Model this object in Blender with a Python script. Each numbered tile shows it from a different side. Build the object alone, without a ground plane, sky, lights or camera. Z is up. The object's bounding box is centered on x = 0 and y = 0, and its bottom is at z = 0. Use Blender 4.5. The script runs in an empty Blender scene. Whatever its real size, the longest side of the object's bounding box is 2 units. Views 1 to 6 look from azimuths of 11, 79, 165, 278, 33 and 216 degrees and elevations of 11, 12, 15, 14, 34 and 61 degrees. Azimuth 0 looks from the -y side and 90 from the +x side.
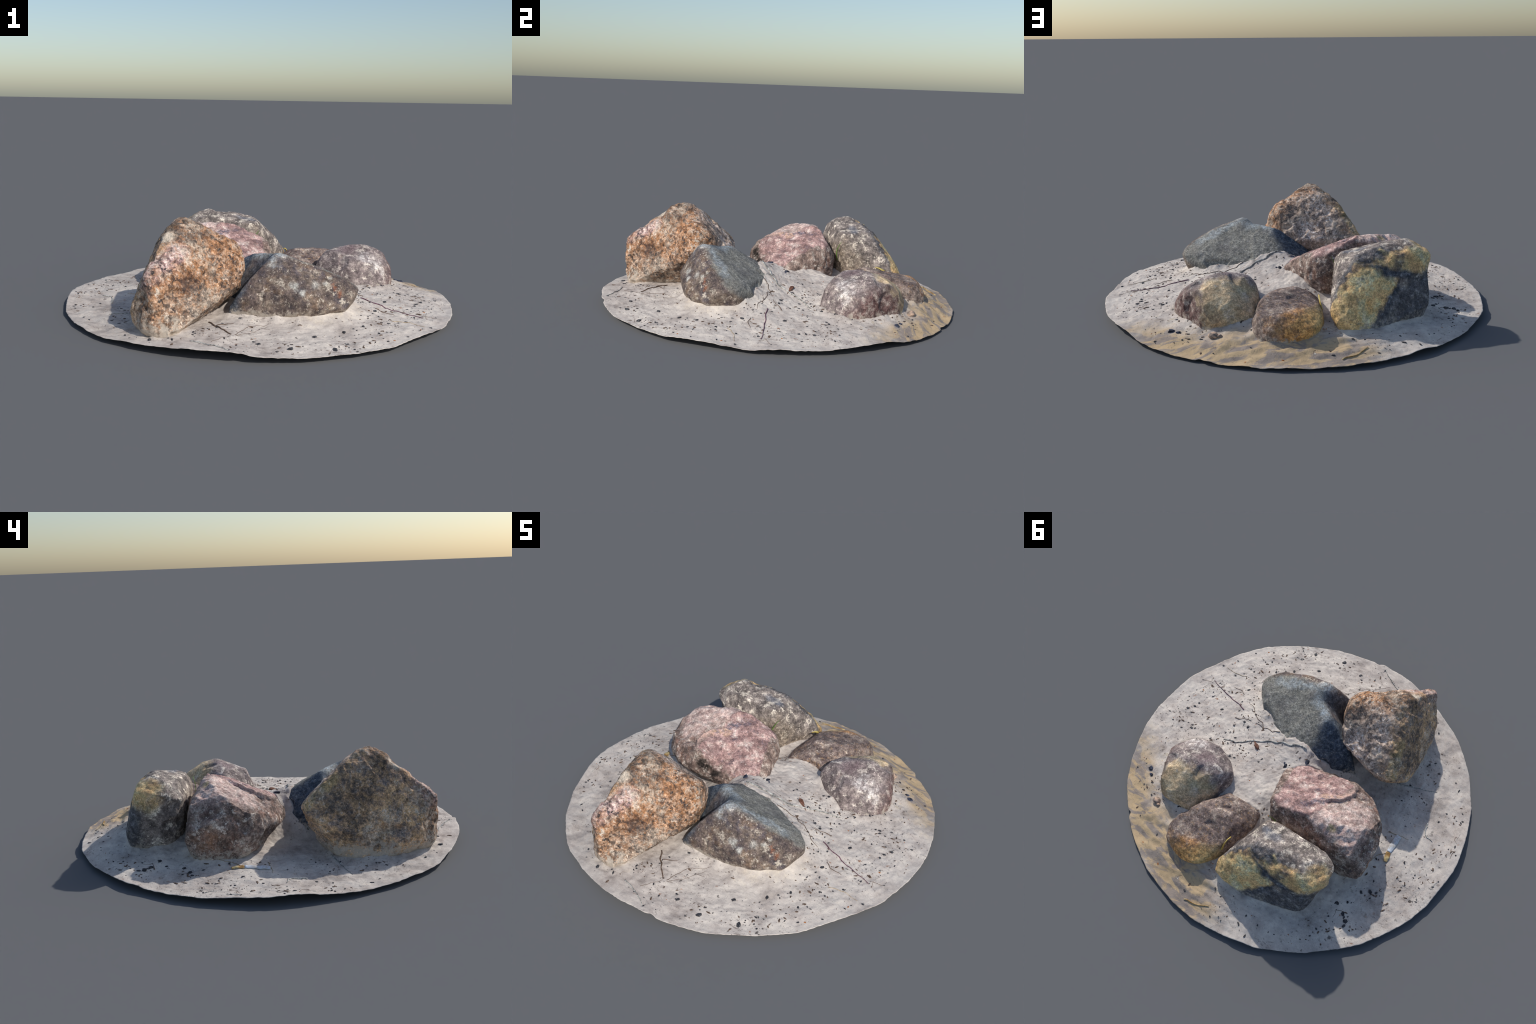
# Six weathered boulders half sunk in a round patch of pale sand, with twigs and charcoal litter.
# Frame: metres, z up, patch radius about 1 m, lowest point z = 0.
import bpy, bmesh, math, random
import numpy as np
from mathutils import Vector, Matrix, noise
from mathutils.bvhtree import BVHTree

rng = random.Random(7)
nrng = np.random.default_rng(7)
COLL = bpy.context.scene.collection


# ------------------------------------------------------------------ colours and node helpers
def lin(c):
    return c / 12.92 if c <= 0.04045 else ((c + 0.055) / 1.055) ** 2.4


def rgb(r, g, b, k=1.0):
    """sRGB 0-255 as seen, scaled into a base colour."""
    return tuple(min(0.95, lin(v / 255.0) * k) for v in (r, g, b))


class Nodes:
    """Small builder for a procedural material whose coordinates are metres in the scene frame."""

    def __init__(self, name, origin=(0, 0, 0)):
        self.mat = bpy.data.materials.new(name)
        self.mat.use_nodes = True
        self.t = self.mat.node_tree
        self.bsdf = self.t.nodes["Principled BSDF"]
        tc = self.t.nodes.new("ShaderNodeTexCoord")
        add = self.t.nodes.new("ShaderNodeVectorMath")
        add.operation = "ADD"
        self.t.links.new(tc.outputs["Object"], add.inputs[0])
        add.inputs[1].default_value = origin
        self.P = add.outputs[0]

    def put(self, sock, v):
        if hasattr(v, "is_linked"):
            self.t.links.new(v, sock)
        elif isinstance(v, tuple) and len(v) == 3 and sock.type == "RGBA":
            sock.default_value = (*v, 1)
        else:
            sock.default_value = v

    def math(self, op, a, b=0.0, clamp=False):
        n = self.t.nodes.new("ShaderNodeMath")
        n.operation, n.use_clamp = op, clamp
        self.put(n.inputs[0], a)
        self.put(n.inputs[1], b)
        return n.outputs[0]

    def vec(self, op, a, b=(0, 0, 0), scale=None, out=0):
        n = self.t.nodes.new("ShaderNodeVectorMath")
        n.operation = op
        self.put(n.inputs[0], a)
        self.put(n.inputs[1], b)
        if scale is not None:
            self.put(n.inputs["Scale"], scale)
        return n.outputs["Value"] if op in ("DOT_PRODUCT", "DISTANCE", "LENGTH") else n.outputs[0]

    def noise(self, scale, detail=4.0, rough=0.55, distort=0.0, vec=None, colour=False, stretch=None, rot=(0, 0, 0)):
        v = vec or self.P
        if stretch:
            m = self.t.nodes.new("ShaderNodeMapping")
            self.put(m.inputs["Vector"], v)
            m.inputs["Scale"].default_value = stretch
            m.inputs["Rotation"].default_value = rot
            v = m.outputs[0]
        n = self.t.nodes.new("ShaderNodeTexNoise")
        self.put(n.inputs["Vector"], v)
        n.inputs["Scale"].default_value = scale
        n.inputs["Detail"].default_value = detail
        n.inputs["Roughness"].default_value = rough
        n.inputs["Distortion"].default_value = distort
        return n.outputs["Color" if colour else "Fac"]

    def voronoi(self, scale, vec=None, what="Distance", rnd=1.0):
        n = self.t.nodes.new("ShaderNodeTexVoronoi")
        self.put(n.inputs["Vector"], vec or self.P)
        n.inputs["Scale"].default_value = scale
        n.inputs["Randomness"].default_value = rnd
        return n.outputs[what]

    def step(self, v, a, b, lo=0.0, hi=1.0):
        n = self.t.nodes.new("ShaderNodeMapRange")
        n.interpolation_type = "SMOOTHSTEP"
        self.put(n.inputs[0], v)
        n.inputs[1].default_value, n.inputs[2].default_value = a, b
        n.inputs[3].default_value, n.inputs[4].default_value = lo, hi
        return n.outputs[0]

    def ramp(self, fac, stops):
        n = self.t.nodes.new("ShaderNodeValToRGB")
        self.put(n.inputs[0], fac)
        e = n.color_ramp.elements
        while len(e) < len(stops):
            e.new(0.5)
        for el, (p, c) in zip(e, stops):
            el.position, el.color = p, (*c, 1)
        return n.outputs[0]

    def mix(self, fac, a, b, mode="MIX"):
        n = self.t.nodes.new("ShaderNodeMix")
        n.data_type, n.blend_type = "RGBA", mode
        self.put(n.inputs[0], fac)
        self.put(n.inputs[6], a)
        self.put(n.inputs[7], b)
        return n.outputs[2]

    def warped(self, amp, scale=14.0, detail=3.0):
        c = self.noise(scale, detail, 0.6, colour=True)
        return self.vec("ADD", self.P, self.vec("SCALE", self.vec("SUBTRACT", c, (0.5, 0.5, 0.5)), scale=amp * 2))

    def blob(self, centre, r, soft=0.5, vec=None, squash=None):
        v = self.vec("SUBTRACT", vec or self.P, centre)
        if squash:
            v = self.vec("MULTIPLY", v, squash)
        return self.step(self.vec("LENGTH", v), r * (1 + soft * 0.5), r * (1 - soft), 0, 1)

    def stroke(self, a, b, r, soft=0.6, vec=None):
        a, b = Vector(a), Vector(b)
        d = b - a
        v = self.vec("SUBTRACT", vec or self.P, tuple(a))
        t = self.math("DIVIDE", self.vec("DOT_PRODUCT", v, tuple(d)), d.length_squared, clamp=True)
        w = self.vec("SUBTRACT", v, self.vec("SCALE", tuple(d), scale=t))
        return self.step(self.vec("LENGTH", w), r * (1 + soft * 0.5), r * (1 - soft), 0, 1)

    def side(self, point, normal, soft, vec=None):
        n = Vector(normal).normalized()
        d = self.vec("DOT_PRODUCT", self.vec("SUBTRACT", vec or self.P, point), tuple(n))
        return self.step(d, -soft, soft)

    def any(self, *ms):
        m = ms[0]
        for k in ms[1:]:
            m = self.math("MAXIMUM", m, k)
        return m

    def both(self, *ms):
        m = ms[0]
        for k in ms[1:]:
            m = self.math("MULTIPLY", m, k)
        return m

    def no(self, m):
        return self.math("SUBTRACT", 1.0, m)

    def z(self, vec=None):
        n = self.t.nodes.new("ShaderNodeSeparateXYZ")
        self.put(n.inputs[0], vec or self.P)
        return n.outputs[2]

    def finish(self, colour, rough=0.85, bump=None, strength=0.4, dist=0.004, spec=0.25):
        self.put(self.bsdf.inputs["Base Color"], colour)
        self.put(self.bsdf.inputs["Roughness"], rough)
        self.bsdf.inputs["Specular IOR Level"].default_value = spec
        if bump is not None:
            b = self.t.nodes.new("ShaderNodeBump")
            b.inputs["Strength"].default_value = strength
            b.inputs["Distance"].default_value = dist
            self.put(b.inputs["Height"], bump)
            self.t.links.new(b.outputs[0], self.bsdf.inputs["Normal"])
        return self.mat


# ------------------------------------------------------------------ lay of the sand
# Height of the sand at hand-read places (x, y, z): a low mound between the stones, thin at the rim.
SAND_MARKS = [
    (0.054, -0.10, 0.228), (-0.007, -0.047, 0.212), (0.084, 0.033, 0.180), (0.20, -0.08, 0.182), (0.274, -0.049, 0.152),
    (0.313, 0.016, 0.136), (0.494, 0.068, 0.092), (0.677, -0.20, 0.066), (0.726, 0.472, 0.053), (0.556, 0.609, 0.060),
    (0.04, 0.25, 0.162), (-0.05, 0.38, 0.095), (-0.03, 0.50, 0.115), (-0.20, 0.38, 0.12), (0.20, 0.40, 0.115), (0.25, 0.31, 0.126), (0.13, 0.20, 0.162), (0.02, 0.33, 0.12),
    (0.29, 0.25, 0.138), (0.12, 0.32, 0.148), (0.42, 0.63, 0.092), (0.50, 0.60, 0.080),
    (-0.653, -0.013, 0.034), (-0.50, -0.404, 0.020), (-0.018, -0.733, 0.067), (0.029, -0.789, 0.056), (-0.22, -0.86, 0.040),
    (-0.36, -0.83, 0.030), (-0.49, -0.52, 0.024), (0.12, -0.58, 0.068), (0.16, -0.72, 0.044), (0.30, -0.60, 0.066), (0.40, -0.54, 0.080), (0.47, -0.50, 0.086), (0.45, -0.60, 0.050),
    (0.50, -0.42, 0.090), (0.53, -0.29, 0.102), (0.42, -0.20, 0.138), (-0.62, 0.16, 0.044), (-0.53, 0.36, 0.055),
    (-0.52, -0.05, 0.042), (-0.38, -0.17, 0.036), (-0.30, -0.15, 0.032), (-0.22, -0.16, 0.085), (-0.13, -0.12, 0.115), (-0.08, -0.62, 0.062), (-0.15, 0.75, 0.056),
    (-0.45, 0.66, 0.054), (-0.01, 0.68, 0.078), (0.04, 0.62, 0.090), (-0.03, 0.58, 0.108), (0.25, 0.82, 0.052), (0.40, 0.74, 0.056),
    (0.52, 0.16, 0.094), (0.69, 0.32, 0.070), (0.64, 0.46, 0.068), (0.55, 0.56, 0.066), (0.38, 0.53, 0.095),
    (0.62, -0.45, 0.062), (0.25, -0.78, 0.045), (-0.79, -0.26, 0.024), (-0.70, 0.42, 0.027), (-0.10, 0.86, 0.046),
    (0.78, 0.10, 0.058), (0.48, -0.71, 0.040), (-0.35, 0.83, 0.048), (-0.52, 0.74, 0.046), (0.12, 0.90, 0.040), (-0.84, -0.04, 0.031),
    (-0.71, -0.48, 0.020), (0.70, -0.50, 0.050), (0.10, -0.88, 0.038), (-0.035, -0.88, 0.046), (-0.62, -0.62, 0.014), (-0.50, -0.72, 0.022), (-0.62, -0.32, 0.014), (-0.63, -0.15, 0.026), (0.35, -0.85, 0.040),
]
# Height of the cut rim every so many degrees.
RIM = [(-180, .038), (-167, .046), (-160, .030), (-150, .018), (-135, .023), (-122, .022), (-110, .030), (-98, .048), (-86, .050),
       (-80, .030), (-70, .026), (-57, .022), (-45, .024), (-35, .037), (-28, .032), (-20, .020), (-10, .030), (0, .024), (12, .034), (21, .038),
       (30, .016), (39, .013), (47, .008), (51, .020), (57, .008), (68, .010), (80, .013), (90, .018), (102, .020), (109, .030), (119, .017),
       (132, .022), (145, .028), (157, .020), (169, .028)]


def thin_plate(points):
    p = np.array(points, float)
    xy, z = p[:, :2], p[:, 2]
    d2 = ((xy[:, None] - xy[None]) ** 2).sum(-1)
    K = 0.5 * d2 * np.log(d2 + 1e-9)
    n = len(p)
    A = np.zeros((n + 3, n + 3))
    A[:n, :n] = K + np.eye(n) * 2e-3
    A[:n, n] = A[n, :n] = 1
    A[:n, n + 1:] = xy
    A[n + 1:, :n] = xy.T
    w = np.linalg.solve(A, np.concatenate([z, np.zeros(3)]))

    def f(q):
        q = np.asarray(q, float)
        d = ((q[:, None] - xy[None]) ** 2).sum(-1)
        return (0.5 * d * np.log(d + 1e-9)) @ w[:n] + w[n] + q @ w[n + 1:]

    return f


_rim_a = np.array([a for a, _ in RIM] + [180.0])
_rim_z = np.array([z for _, z in RIM] + [RIM[0][1]])


def rim_z(deg):
    return np.interp(deg, _rim_a, _rim_z)


lay = thin_plate(SAND_MARKS + [(1.0 * math.cos(math.radians(a)), 1.0 * math.sin(math.radians(a)), z) for a, z in RIM])


def fractal(p, scale, octaves=3, seed=0.0):
    v, a, s = 0.0, 1.0, scale
    for _ in range(octaves):
        v += a * noise.noise(Vector((p[0] * s + seed, p[1] * s - seed, p[2] * s + 3.1 * seed)))
        a *= 0.5
        s *= 2.1
    return v


def sand_height(x, y):
    q = np.stack([np.atleast_1d(x), np.atleast_1d(y)], -1)
    return lay(q)


# ------------------------------------------------------------------ stones
def mesh_object(name, verts, faces, mat=None, parent=None, smooth=True):
    me = bpy.data.meshes.new(name)
    me.from_pydata([tuple(v) for v in verts], [], faces)
    me.update()
    if smooth:
        me.polygons.foreach_set("use_smooth", [True] * len(me.polygons))
    if mat:
        me.materials.append(mat)
    o = bpy.data.objects.new(name, me)
    COLL.objects.link(o)
    if parent:
        o.parent = parent
    return o


def smooth01(x):
    x = np.clip(x, 0, 1)
    return x * x * (3 - 2 * x)


def boulder(name, lobes, label, origin, round_steps=7, inflate=0.0008, dents=(), cuts=(), step=None, lumps=0.004, crag=0.004, grit=0.0018, voxel=0.0056, seed=1.0, chips=6, pits=20):
    """Knock a block out of corner points, fuse the lobes, wear its edges round, dent and roughen it."""
    bm = bmesh.new()
    for pts in lobes:
        vs = [bm.verts.new(p) for p in pts]
        res = bmesh.ops.convex_hull(bm, input=vs)
        junk = [g for g in res["geom_interior"] + res["geom_unused"] if isinstance(g, bmesh.types.BMVert)]
        bmesh.ops.delete(bm, geom=list(set(junk)), context="VERTS")
    bmesh.ops.recalc_face_normals(bm, faces=bm.faces)
    me = bpy.data.meshes.new(name)
    bm.to_mesh(me)
    bm.free()
    tmp = bpy.data.objects.new(name + "_block", me)
    COLL.objects.link(tmp)
    m = tmp.modifiers.new("fuse", "REMESH")
    m.mode, m.voxel_size = "VOXEL", voxel
    ev = tmp.evaluated_get(bpy.context.evaluated_depsgraph_get())
    out = bpy.data.meshes.new_from_object(ev)
    bpy.data.objects.remove(tmp)
    bpy.data.meshes.remove(me)
    n = len(out.vertices)
    co = np.empty(n * 3)
    out.vertices.foreach_get("co", co)
    co = co.reshape(-1, 3)
    e = np.empty(len(out.edges) * 2, int)
    out.edges.foreach_get("vertices", e)
    e = e.reshape(-1, 2)
    deg = np.bincount(e.ravel(), minlength=n)[:, None]

    def relax(c, k):
        for _ in range(k):
            s = np.zeros_like(c)
            for ax in range(3):
                s[:, ax] = np.bincount(e[:, 0], c[e[:, 1], ax], n) + np.bincount(e[:, 1], c[e[:, 0], ax], n)
            c = c + 0.6 * (s / deg - c)
        return c

    def normals():
        out.vertices.foreach_set("co", co.ravel())
        out.update()
        nn = np.empty(n * 3, np.float32)
        out.vertex_normals.foreach_get("vector", nn)
        return nn.reshape(-1, 3).astype(float)

    for p, nrm in cuts:
        nrm = np.array(nrm) / np.linalg.norm(nrm)
        over = (co - np.array(p)) @ nrm
        co = co - nrm * np.maximum(over, 0.0)[:, None]
    co = relax(co, round_steps)
    nn = normals()
    co = co + nn * inflate
    for (c, r, depth) in dents:
        d = np.linalg.norm(co - np.array(c), axis=1) / r
        co -= nn * (depth * np.exp(-d * d * 1.6))[:, None]
    if step:
        co = step(co, nn)
    nn = normals()
    pick = np.random.default_rng(int(seed * 100))
    top = np.flatnonzero(co[:, 2] > 0.06)
    for _ in range(chips):                      # flakes knocked off, leaving small flats with a ledge
        i = pick.choice(top)
        nrm = nn[i] + 0.38 * pick.normal(size=3)
        nrm /= np.linalg.norm(nrm)
        r, depth = pick.uniform(0.035, 0.085), pick.uniform(0.003, 0.009)
        d = np.linalg.norm(co - co[i], axis=1)
        over = (co - (co[i] - nn[i] * depth)) @ nrm
        co = co - nrm * (np.clip(over, 0.0, 0.016) * smooth01((1 - d / r) * 3.5))[:, None]
    for _ in range(pits):
        i = pick.choice(top)
        r, depth = pick.uniform(0.007, 0.018), pick.uniform(0.002, 0.005)
        d = np.linalg.norm(co - co[i], axis=1) / r
        co = co - nn[i] * (depth * np.exp(-d * d * 1.6))[:, None]
    nn = normals()
    disp = np.array([lumps * fractal(p, 7.0, 2, seed) - crag * abs(fractal(p, 11.0, 2, seed + 2)) + 0.28 * crag
                     - 0.6 * crag * max(0.0, fractal(p, 24.0, 2, seed + 8) - 0.25) + grit * fractal(p, 42.0, 3, seed + 5) for p in co])
    co = co + nn * disp[:, None]
    co[:, 2] = np.maximum(co[:, 2], 0.010)
    co -= np.array(origin)
    out.vertices.foreach_set("co", co.ravel())
    out.update()
    out.polygons.foreach_set("use_smooth", [True] * len(out.polygons))
    out.name = name
    o = bpy.data.objects.new(name, out)
    o.location = origin
    o["label"], o["category"] = label, "rock"
    COLL.objects.link(o)
    return o


GRANITE = [(-0.247, -0.526, 0.523), (-0.289, -0.550, 0.515), (-0.295, -0.475, 0.509), (-0.272, -0.589, 0.507), (-0.224, -0.620, 0.478),
           (-0.289, -0.430, 0.478), (-0.318, -0.649, 0.455), (-0.362, -0.407, 0.450), (-0.034, -0.483, 0.418), (-0.402, -0.432, 0.408),
           (-0.050, -0.541, 0.404), (-0.034, -0.404, 0.396), (-0.007, -0.481, 0.389), (-0.404, -0.327, 0.386), (-0.024, -0.371, 0.361),
           (0.006, -0.449, 0.351), (-0.015, -0.566, 0.335), (0.018, -0.479, 0.319), (-0.347, -0.837, 0.306), (-0.380, -0.236, 0.302),
           (-0.319, -0.854, 0.297), (-0.446, -0.227, 0.289), (-0.335, -0.857, 0.273), (-0.386, -0.205, 0.257), (-0.464, -0.219, 0.255),
           (-0.105, -0.256, 0.254), (-0.175, -0.234, 0.251), (0.009, -0.432, 0.251), (-0.062, -0.299, 0.231), (-0.349, -0.209, 0.224),
           (0.018, -0.525, 0.230), (0.026, -0.525, 0.275), (-0.012, -0.465, 0.175), (-0.060, -0.690, 0.195), (-0.517, -0.339, 0.210), (-0.512, -0.290, 0.209), (-0.235, -0.860, 0.205),
           (-0.407, -0.796, 0.195), (-0.310, -0.864, 0.182), (-0.390, -0.232, 0.170), (-0.062, -0.318, 0.169), (-0.511, -0.466, 0.154),
           (-0.135, -0.845, 0.140), (-0.082, -0.311, 0.135), (-0.457, -0.715, 0.114), (-0.434, -0.765, 0.111), (-0.098, -0.327, 0.094),
           (-0.417, -0.772, 0.075), (-0.482, -0.383, 0.038), (-0.373, -0.305, 0.033), (-0.341, -0.314, 0.016), (-0.300, -0.864, 0.090), (-0.362, -0.838, 0.060), (-0.250, -0.846, 0.020), (-0.277, -0.828, 0.012),
           (-0.349, -0.796, 0.012), (-0.250, -0.795, 0.012), (-0.483, -0.445, 0.012), (-0.482, -0.582, 0.012), (-0.203, -0.341, 0.012)]
GREY_FRONT = [(0.162, -0.449, 0.362), (0.189, -0.432, 0.359), (0.168, -0.480, 0.350), (0.292, -0.477, 0.315), (0.106, -0.502, 0.304),
              (0.371, -0.427, 0.300), (0.450, -0.446, 0.252), (0.512, -0.388, 0.230), (0.040, -0.536, 0.230), (0.479, -0.283, 0.214),
              (0.530, -0.318, 0.195), (0.546, -0.355, 0.192), (0.223, -0.575, 0.191), (0.379, -0.196, 0.178), (0.005, -0.565, 0.171),
              (0.532, -0.432, 0.165), (0.438, -0.215, 0.163), (0.382, -0.556, 0.135), (0.490, -0.478, 0.125), (0.518, -0.299, 0.117),
              (0.109, -0.561, 0.109), (0.192, -0.556, 0.086), (0.477, -0.267, 0.050), (0.138, -0.360, 0.342), (0.20, -0.11, 0.187),
              (0.10, -0.30, 0.20), (0.10, -0.30, 0.012), (0.037, -0.472, 0.012), (0.451, -0.285, 0.012), (0.168, -0.493, 0.012),
              (0.444, -0.400, 0.012), (0.248, -0.479, 0.012), (0.3, -0.12, 0.05), (-0.04, -0.555, 0.115), (-0.045, -0.54, 0.06)]
GREY_TAIL = [(0.028, -0.285, 0.322), (0.045, -0.262, 0.312), (0.138, -0.355, 0.340), (0.15, -0.38, 0.338), (-0.014, -0.290, 0.302), (-0.06, -0.275, 0.257), (-0.165, -0.255, 0.190),
             (0.20, -0.10, 0.190), (0.02, -0.08, 0.200), (-0.05, -0.105, 0.188), (-0.18, -0.19, 0.125), (-0.25, -0.215, 0.055), (0.04, -0.36, 0.22), (0.0, -0.36, 0.10),
             (-0.13, -0.22, 0.05), (0.20, -0.10, 0.03), (-0.06, -0.08, 0.03), (0.05, -0.36, 0.03), (-0.1, -0.31, 0.03), (0.16, -0.30, 0.03),
             (0.03, -0.45, 0.14), (-0.02, -0.44, 0.08), (0.095, -0.42, 0.265)]
PINK = [(-0.254, 0.253, 0.385), (-0.452, 0.226, 0.377), (-0.304, 0.291, 0.377), (-0.200, 0.289, 0.372), (-0.509, 0.188, 0.362),
        (-0.506, 0.140, 0.355), (-0.537, 0.118, 0.332), (-0.483, 0.321, 0.322), (-0.351, 0.008, 0.321), (-0.081, 0.310, 0.314),
        (-0.547, 0.314, 0.302), (0.006, 0.215, 0.297), (-0.001, 0.257, 0.289), (-0.315, -0.071, 0.282), (-0.536, 0.018, 0.271),
        (-0.263, 0.370, 0.256), (-0.470, -0.044, 0.252), (-0.629, 0.213, 0.239), (-0.057, 0.348, 0.220), (-0.633, 0.316, 0.216),
        (-0.639, 0.284, 0.216), (-0.612, 0.128, 0.213), (-0.272, -0.118, 0.212), (0.005, 0.268, 0.211), (-0.004, -0.020, 0.210),
        (-0.437, -0.087, 0.200), (0.068, 0.052, 0.197), (-0.565, 0.014, 0.196), (-0.175, -0.110, 0.180), (0.048, -0.011, 0.180),
        (-0.409, -0.097, 0.176), (-0.319, -0.114, 0.175), (-0.526, -0.026, 0.170), (-0.618, 0.330, 0.156), (-0.563, 0.028, 0.125),
        (0.06, -0.03, 0.044), (0.09, 0.046, 0.012), (0.06, 0.138, 0.012), (-0.598, 0.275, 0.012), (-0.592, 0.190, 0.012),
        (-0.575, 0.10, 0.012), (-0.10, 0.34, 0.012), (0.006, 0.266, 0.012), (-0.55, 0.07, 0.012), (-0.42, 0.35, 0.012)]
OLIVE = [(-0.410, 0.510, 0.422), (-0.230, 0.509, 0.402), (-0.313, 0.563, 0.408), (-0.454, 0.455, 0.403), (-0.175, 0.562, 0.390),
         (-0.374, 0.403, 0.390), (-0.450, 0.586, 0.387), (-0.104, 0.468, 0.368), (-0.432, 0.392, 0.369), (-0.519, 0.533, 0.368),
         (-0.155, 0.409, 0.360), (-0.135, 0.598, 0.362), (-0.229, 0.625, 0.359), (-0.509, 0.591, 0.355), (-0.111, 0.422, 0.350),
         (-0.524, 0.419, 0.351), (-0.547, 0.462, 0.344), (-0.552, 0.513, 0.331), (-0.090, 0.420, 0.329), (-0.490, 0.385, 0.309),
         (-0.544, 0.443, 0.309), (-0.131, 0.386, 0.307), (-0.433, 0.367, 0.306), (-0.085, 0.410, 0.280), (-0.543, 0.534, 0.290),
         (-0.174, 0.687, 0.272), (-0.023, 0.617, 0.257), (-0.026, 0.670, 0.239), (-0.045, 0.701, 0.220), (-0.252, 0.368, 0.207),
         (0.021, 0.691, 0.167), (0.028, 0.686, 0.147), (-0.481, 0.654, 0.132), (0.002, 0.743, 0.129), (-0.056, 0.758, 0.125),
         (0.017, 0.736, 0.114), (-0.490, 0.622, 0.095), (-0.455, 0.642, 0.060), (-0.10, 0.430, 0.060), (-0.192, 0.740, 0.058),
         (-0.455, 0.500, 0.030), (-0.028, 0.728, 0.014), (-0.305, 0.688, 0.013), (-0.10, 0.430, 0.012), (-0.16, 0.41, 0.012),
         (-0.420, 0.435, 0.012), (-0.35, 0.41, 0.012), (-0.181, 0.728, 0.012)]
BROWN = [(0.132, 0.480, 0.218), (0.288, 0.535, 0.213), (0.072, 0.510, 0.200), (0.345, 0.623, 0.194), (0.354, 0.682, 0.180),
         (0.057, 0.627, 0.172), (0.191, 0.733, 0.176), (0.096, 0.346, 0.176), (0.175, 0.350, 0.172), (0.301, 0.732, 0.169),
         (0.059, 0.665, 0.155), (0.310, 0.481, 0.160), (0.366, 0.699, 0.154), (0.227, 0.349, 0.153), (0.099, 0.772, 0.127),
         (0.142, 0.797, 0.127), (0.376, 0.598, 0.118), (0.337, 0.758, 0.113), (0.210, 0.801, 0.098), (0.391, 0.684, 0.086),
         (0.071, 0.700, 0.082), (0.340, 0.453, 0.075), (0.373, 0.734, 0.057), (0.333, 0.766, 0.012), (0.150, 0.279, 0.012),
         (0.278, 0.296, 0.012), (0.322, 0.365, 0.012), (0.348, 0.511, 0.012), (0.235, 0.779, 0.012), (0.175, 0.766, 0.012),
         (0.129, 0.736, 0.012), (0.093, 0.680, 0.012), (0.02, 0.335, 0.135), (0.0, 0.43, 0.132), (0.018, 0.53, 0.130), (0.045, 0.66, 0.085), (0.0, 0.42, 0.02), (0.03, 0.60, 0.02)]
PURPLE = [(0.518, 0.371, 0.277), (0.436, 0.339, 0.274), (0.584, 0.374, 0.260), (0.468, 0.449, 0.259), (0.365, 0.373, 0.255),
          (0.342, 0.293, 0.251), (0.328, 0.328, 0.247), (0.567, 0.463, 0.248), (0.428, 0.210, 0.230), (0.629, 0.370, 0.234),
          (0.302, 0.291, 0.228), (0.604, 0.462, 0.230), (0.474, 0.185, 0.220), (0.294, 0.377, 0.205), (0.558, 0.198, 0.203),
          (0.287, 0.253, 0.195), (0.457, 0.552, 0.194), (0.647, 0.297, 0.192), (0.608, 0.224, 0.187), (0.269, 0.273, 0.173),
          (0.575, 0.538, 0.172), (0.673, 0.340, 0.167), (0.449, 0.158, 0.166), (0.548, 0.566, 0.160), (0.339, 0.200, 0.156),
          (0.599, 0.518, 0.132), (0.671, 0.253, 0.130), (0.535, 0.580, 0.124), (0.364, 0.560, 0.119), (0.685, 0.305, 0.093),
          (0.30, 0.560, 0.02), (0.489, 0.110, 0.021), (0.595, 0.534, 0.021), (0.638, 0.130, 0.012), (0.669, 0.160, 0.012),
          (0.25, 0.40, 0.012), (0.568, 0.110, 0.012), (0.644, 0.412, 0.012), (0.30, 0.22, 0.02)]


def pink_step(co, nn):
    """The split top: the plate on the far side of a ragged lip lies lower, deepest just under the lip."""
    lip = [(-0.38, -0.06), (-0.345, 0.01), (-0.315, 0.085), (-0.262, 0.125), (-0.235, 0.19), (-0.255, 0.28), (-0.27, 0.36)]
    ly = np.array([p[1] for p in lip])
    lx = np.array([p[0] for p in lip])
    jag = np.array([0.010 * fractal(p, 18.0, 2, 9.0) for p in co])
    gap = np.interp(co[:, 1], ly, lx) + jag - co[:, 0]
    up = smooth01((nn[:, 2] - 0.45) / 0.3)
    fade = smooth01((co[:, 1] + 0.06) / 0.07) * smooth01((0.24 - co[:, 1]) / 0.12)
    drop = smooth01(gap / 0.024) * (0.010 + 0.016 * np.exp(-np.maximum(gap, 0) / 0.06)) * up * fade
    co = co.copy()
    co[:, 2] -= drop
    return co


STONES = {}
STONES["granite"] = boulder("granite_boulder", [GRANITE], "tall angular orange granite boulder speckled black and pink", (-0.25, -0.55, 0.04), seed=1.3,
                            dents=[((-0.30, -0.755, 0.36), 0.05, 0.008), ((-0.186, -0.733, 0.27), 0.05, 0.010), ((-0.13, -0.52, 0.46), 0.07, 0.006), ((-0.50, -0.50, 0.20), 0.14, 0.020), ((-0.50, -0.60, 0.13), 0.10, 0.014), ((-0.12, -0.61, 0.36), 0.12, 0.014), ((-0.08, -0.66, 0.22), 0.09, 0.008), ((-0.28, -0.66, 0.45), 0.06, 0.014),
                                   ((-0.12, -0.42, 0.41), 0.07, 0.012)], lumps=0.005, chips=34, pits=90, crag=0.012, grit=0.0034, round_steps=4,
                            cuts=[((-0.145, -0.752, 0.118), (0.67, -0.70, 0.24))])
STONES["grey"] = boulder("grey_boulder", [GREY_FRONT, GREY_TAIL], "low wedge shaped grey boulder with brown lichen spotted face", (0.2, -0.36, 0.08), seed=2.7, lumps=0.0035, crag=0.004, grit=0.0013, round_steps=6)
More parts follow.
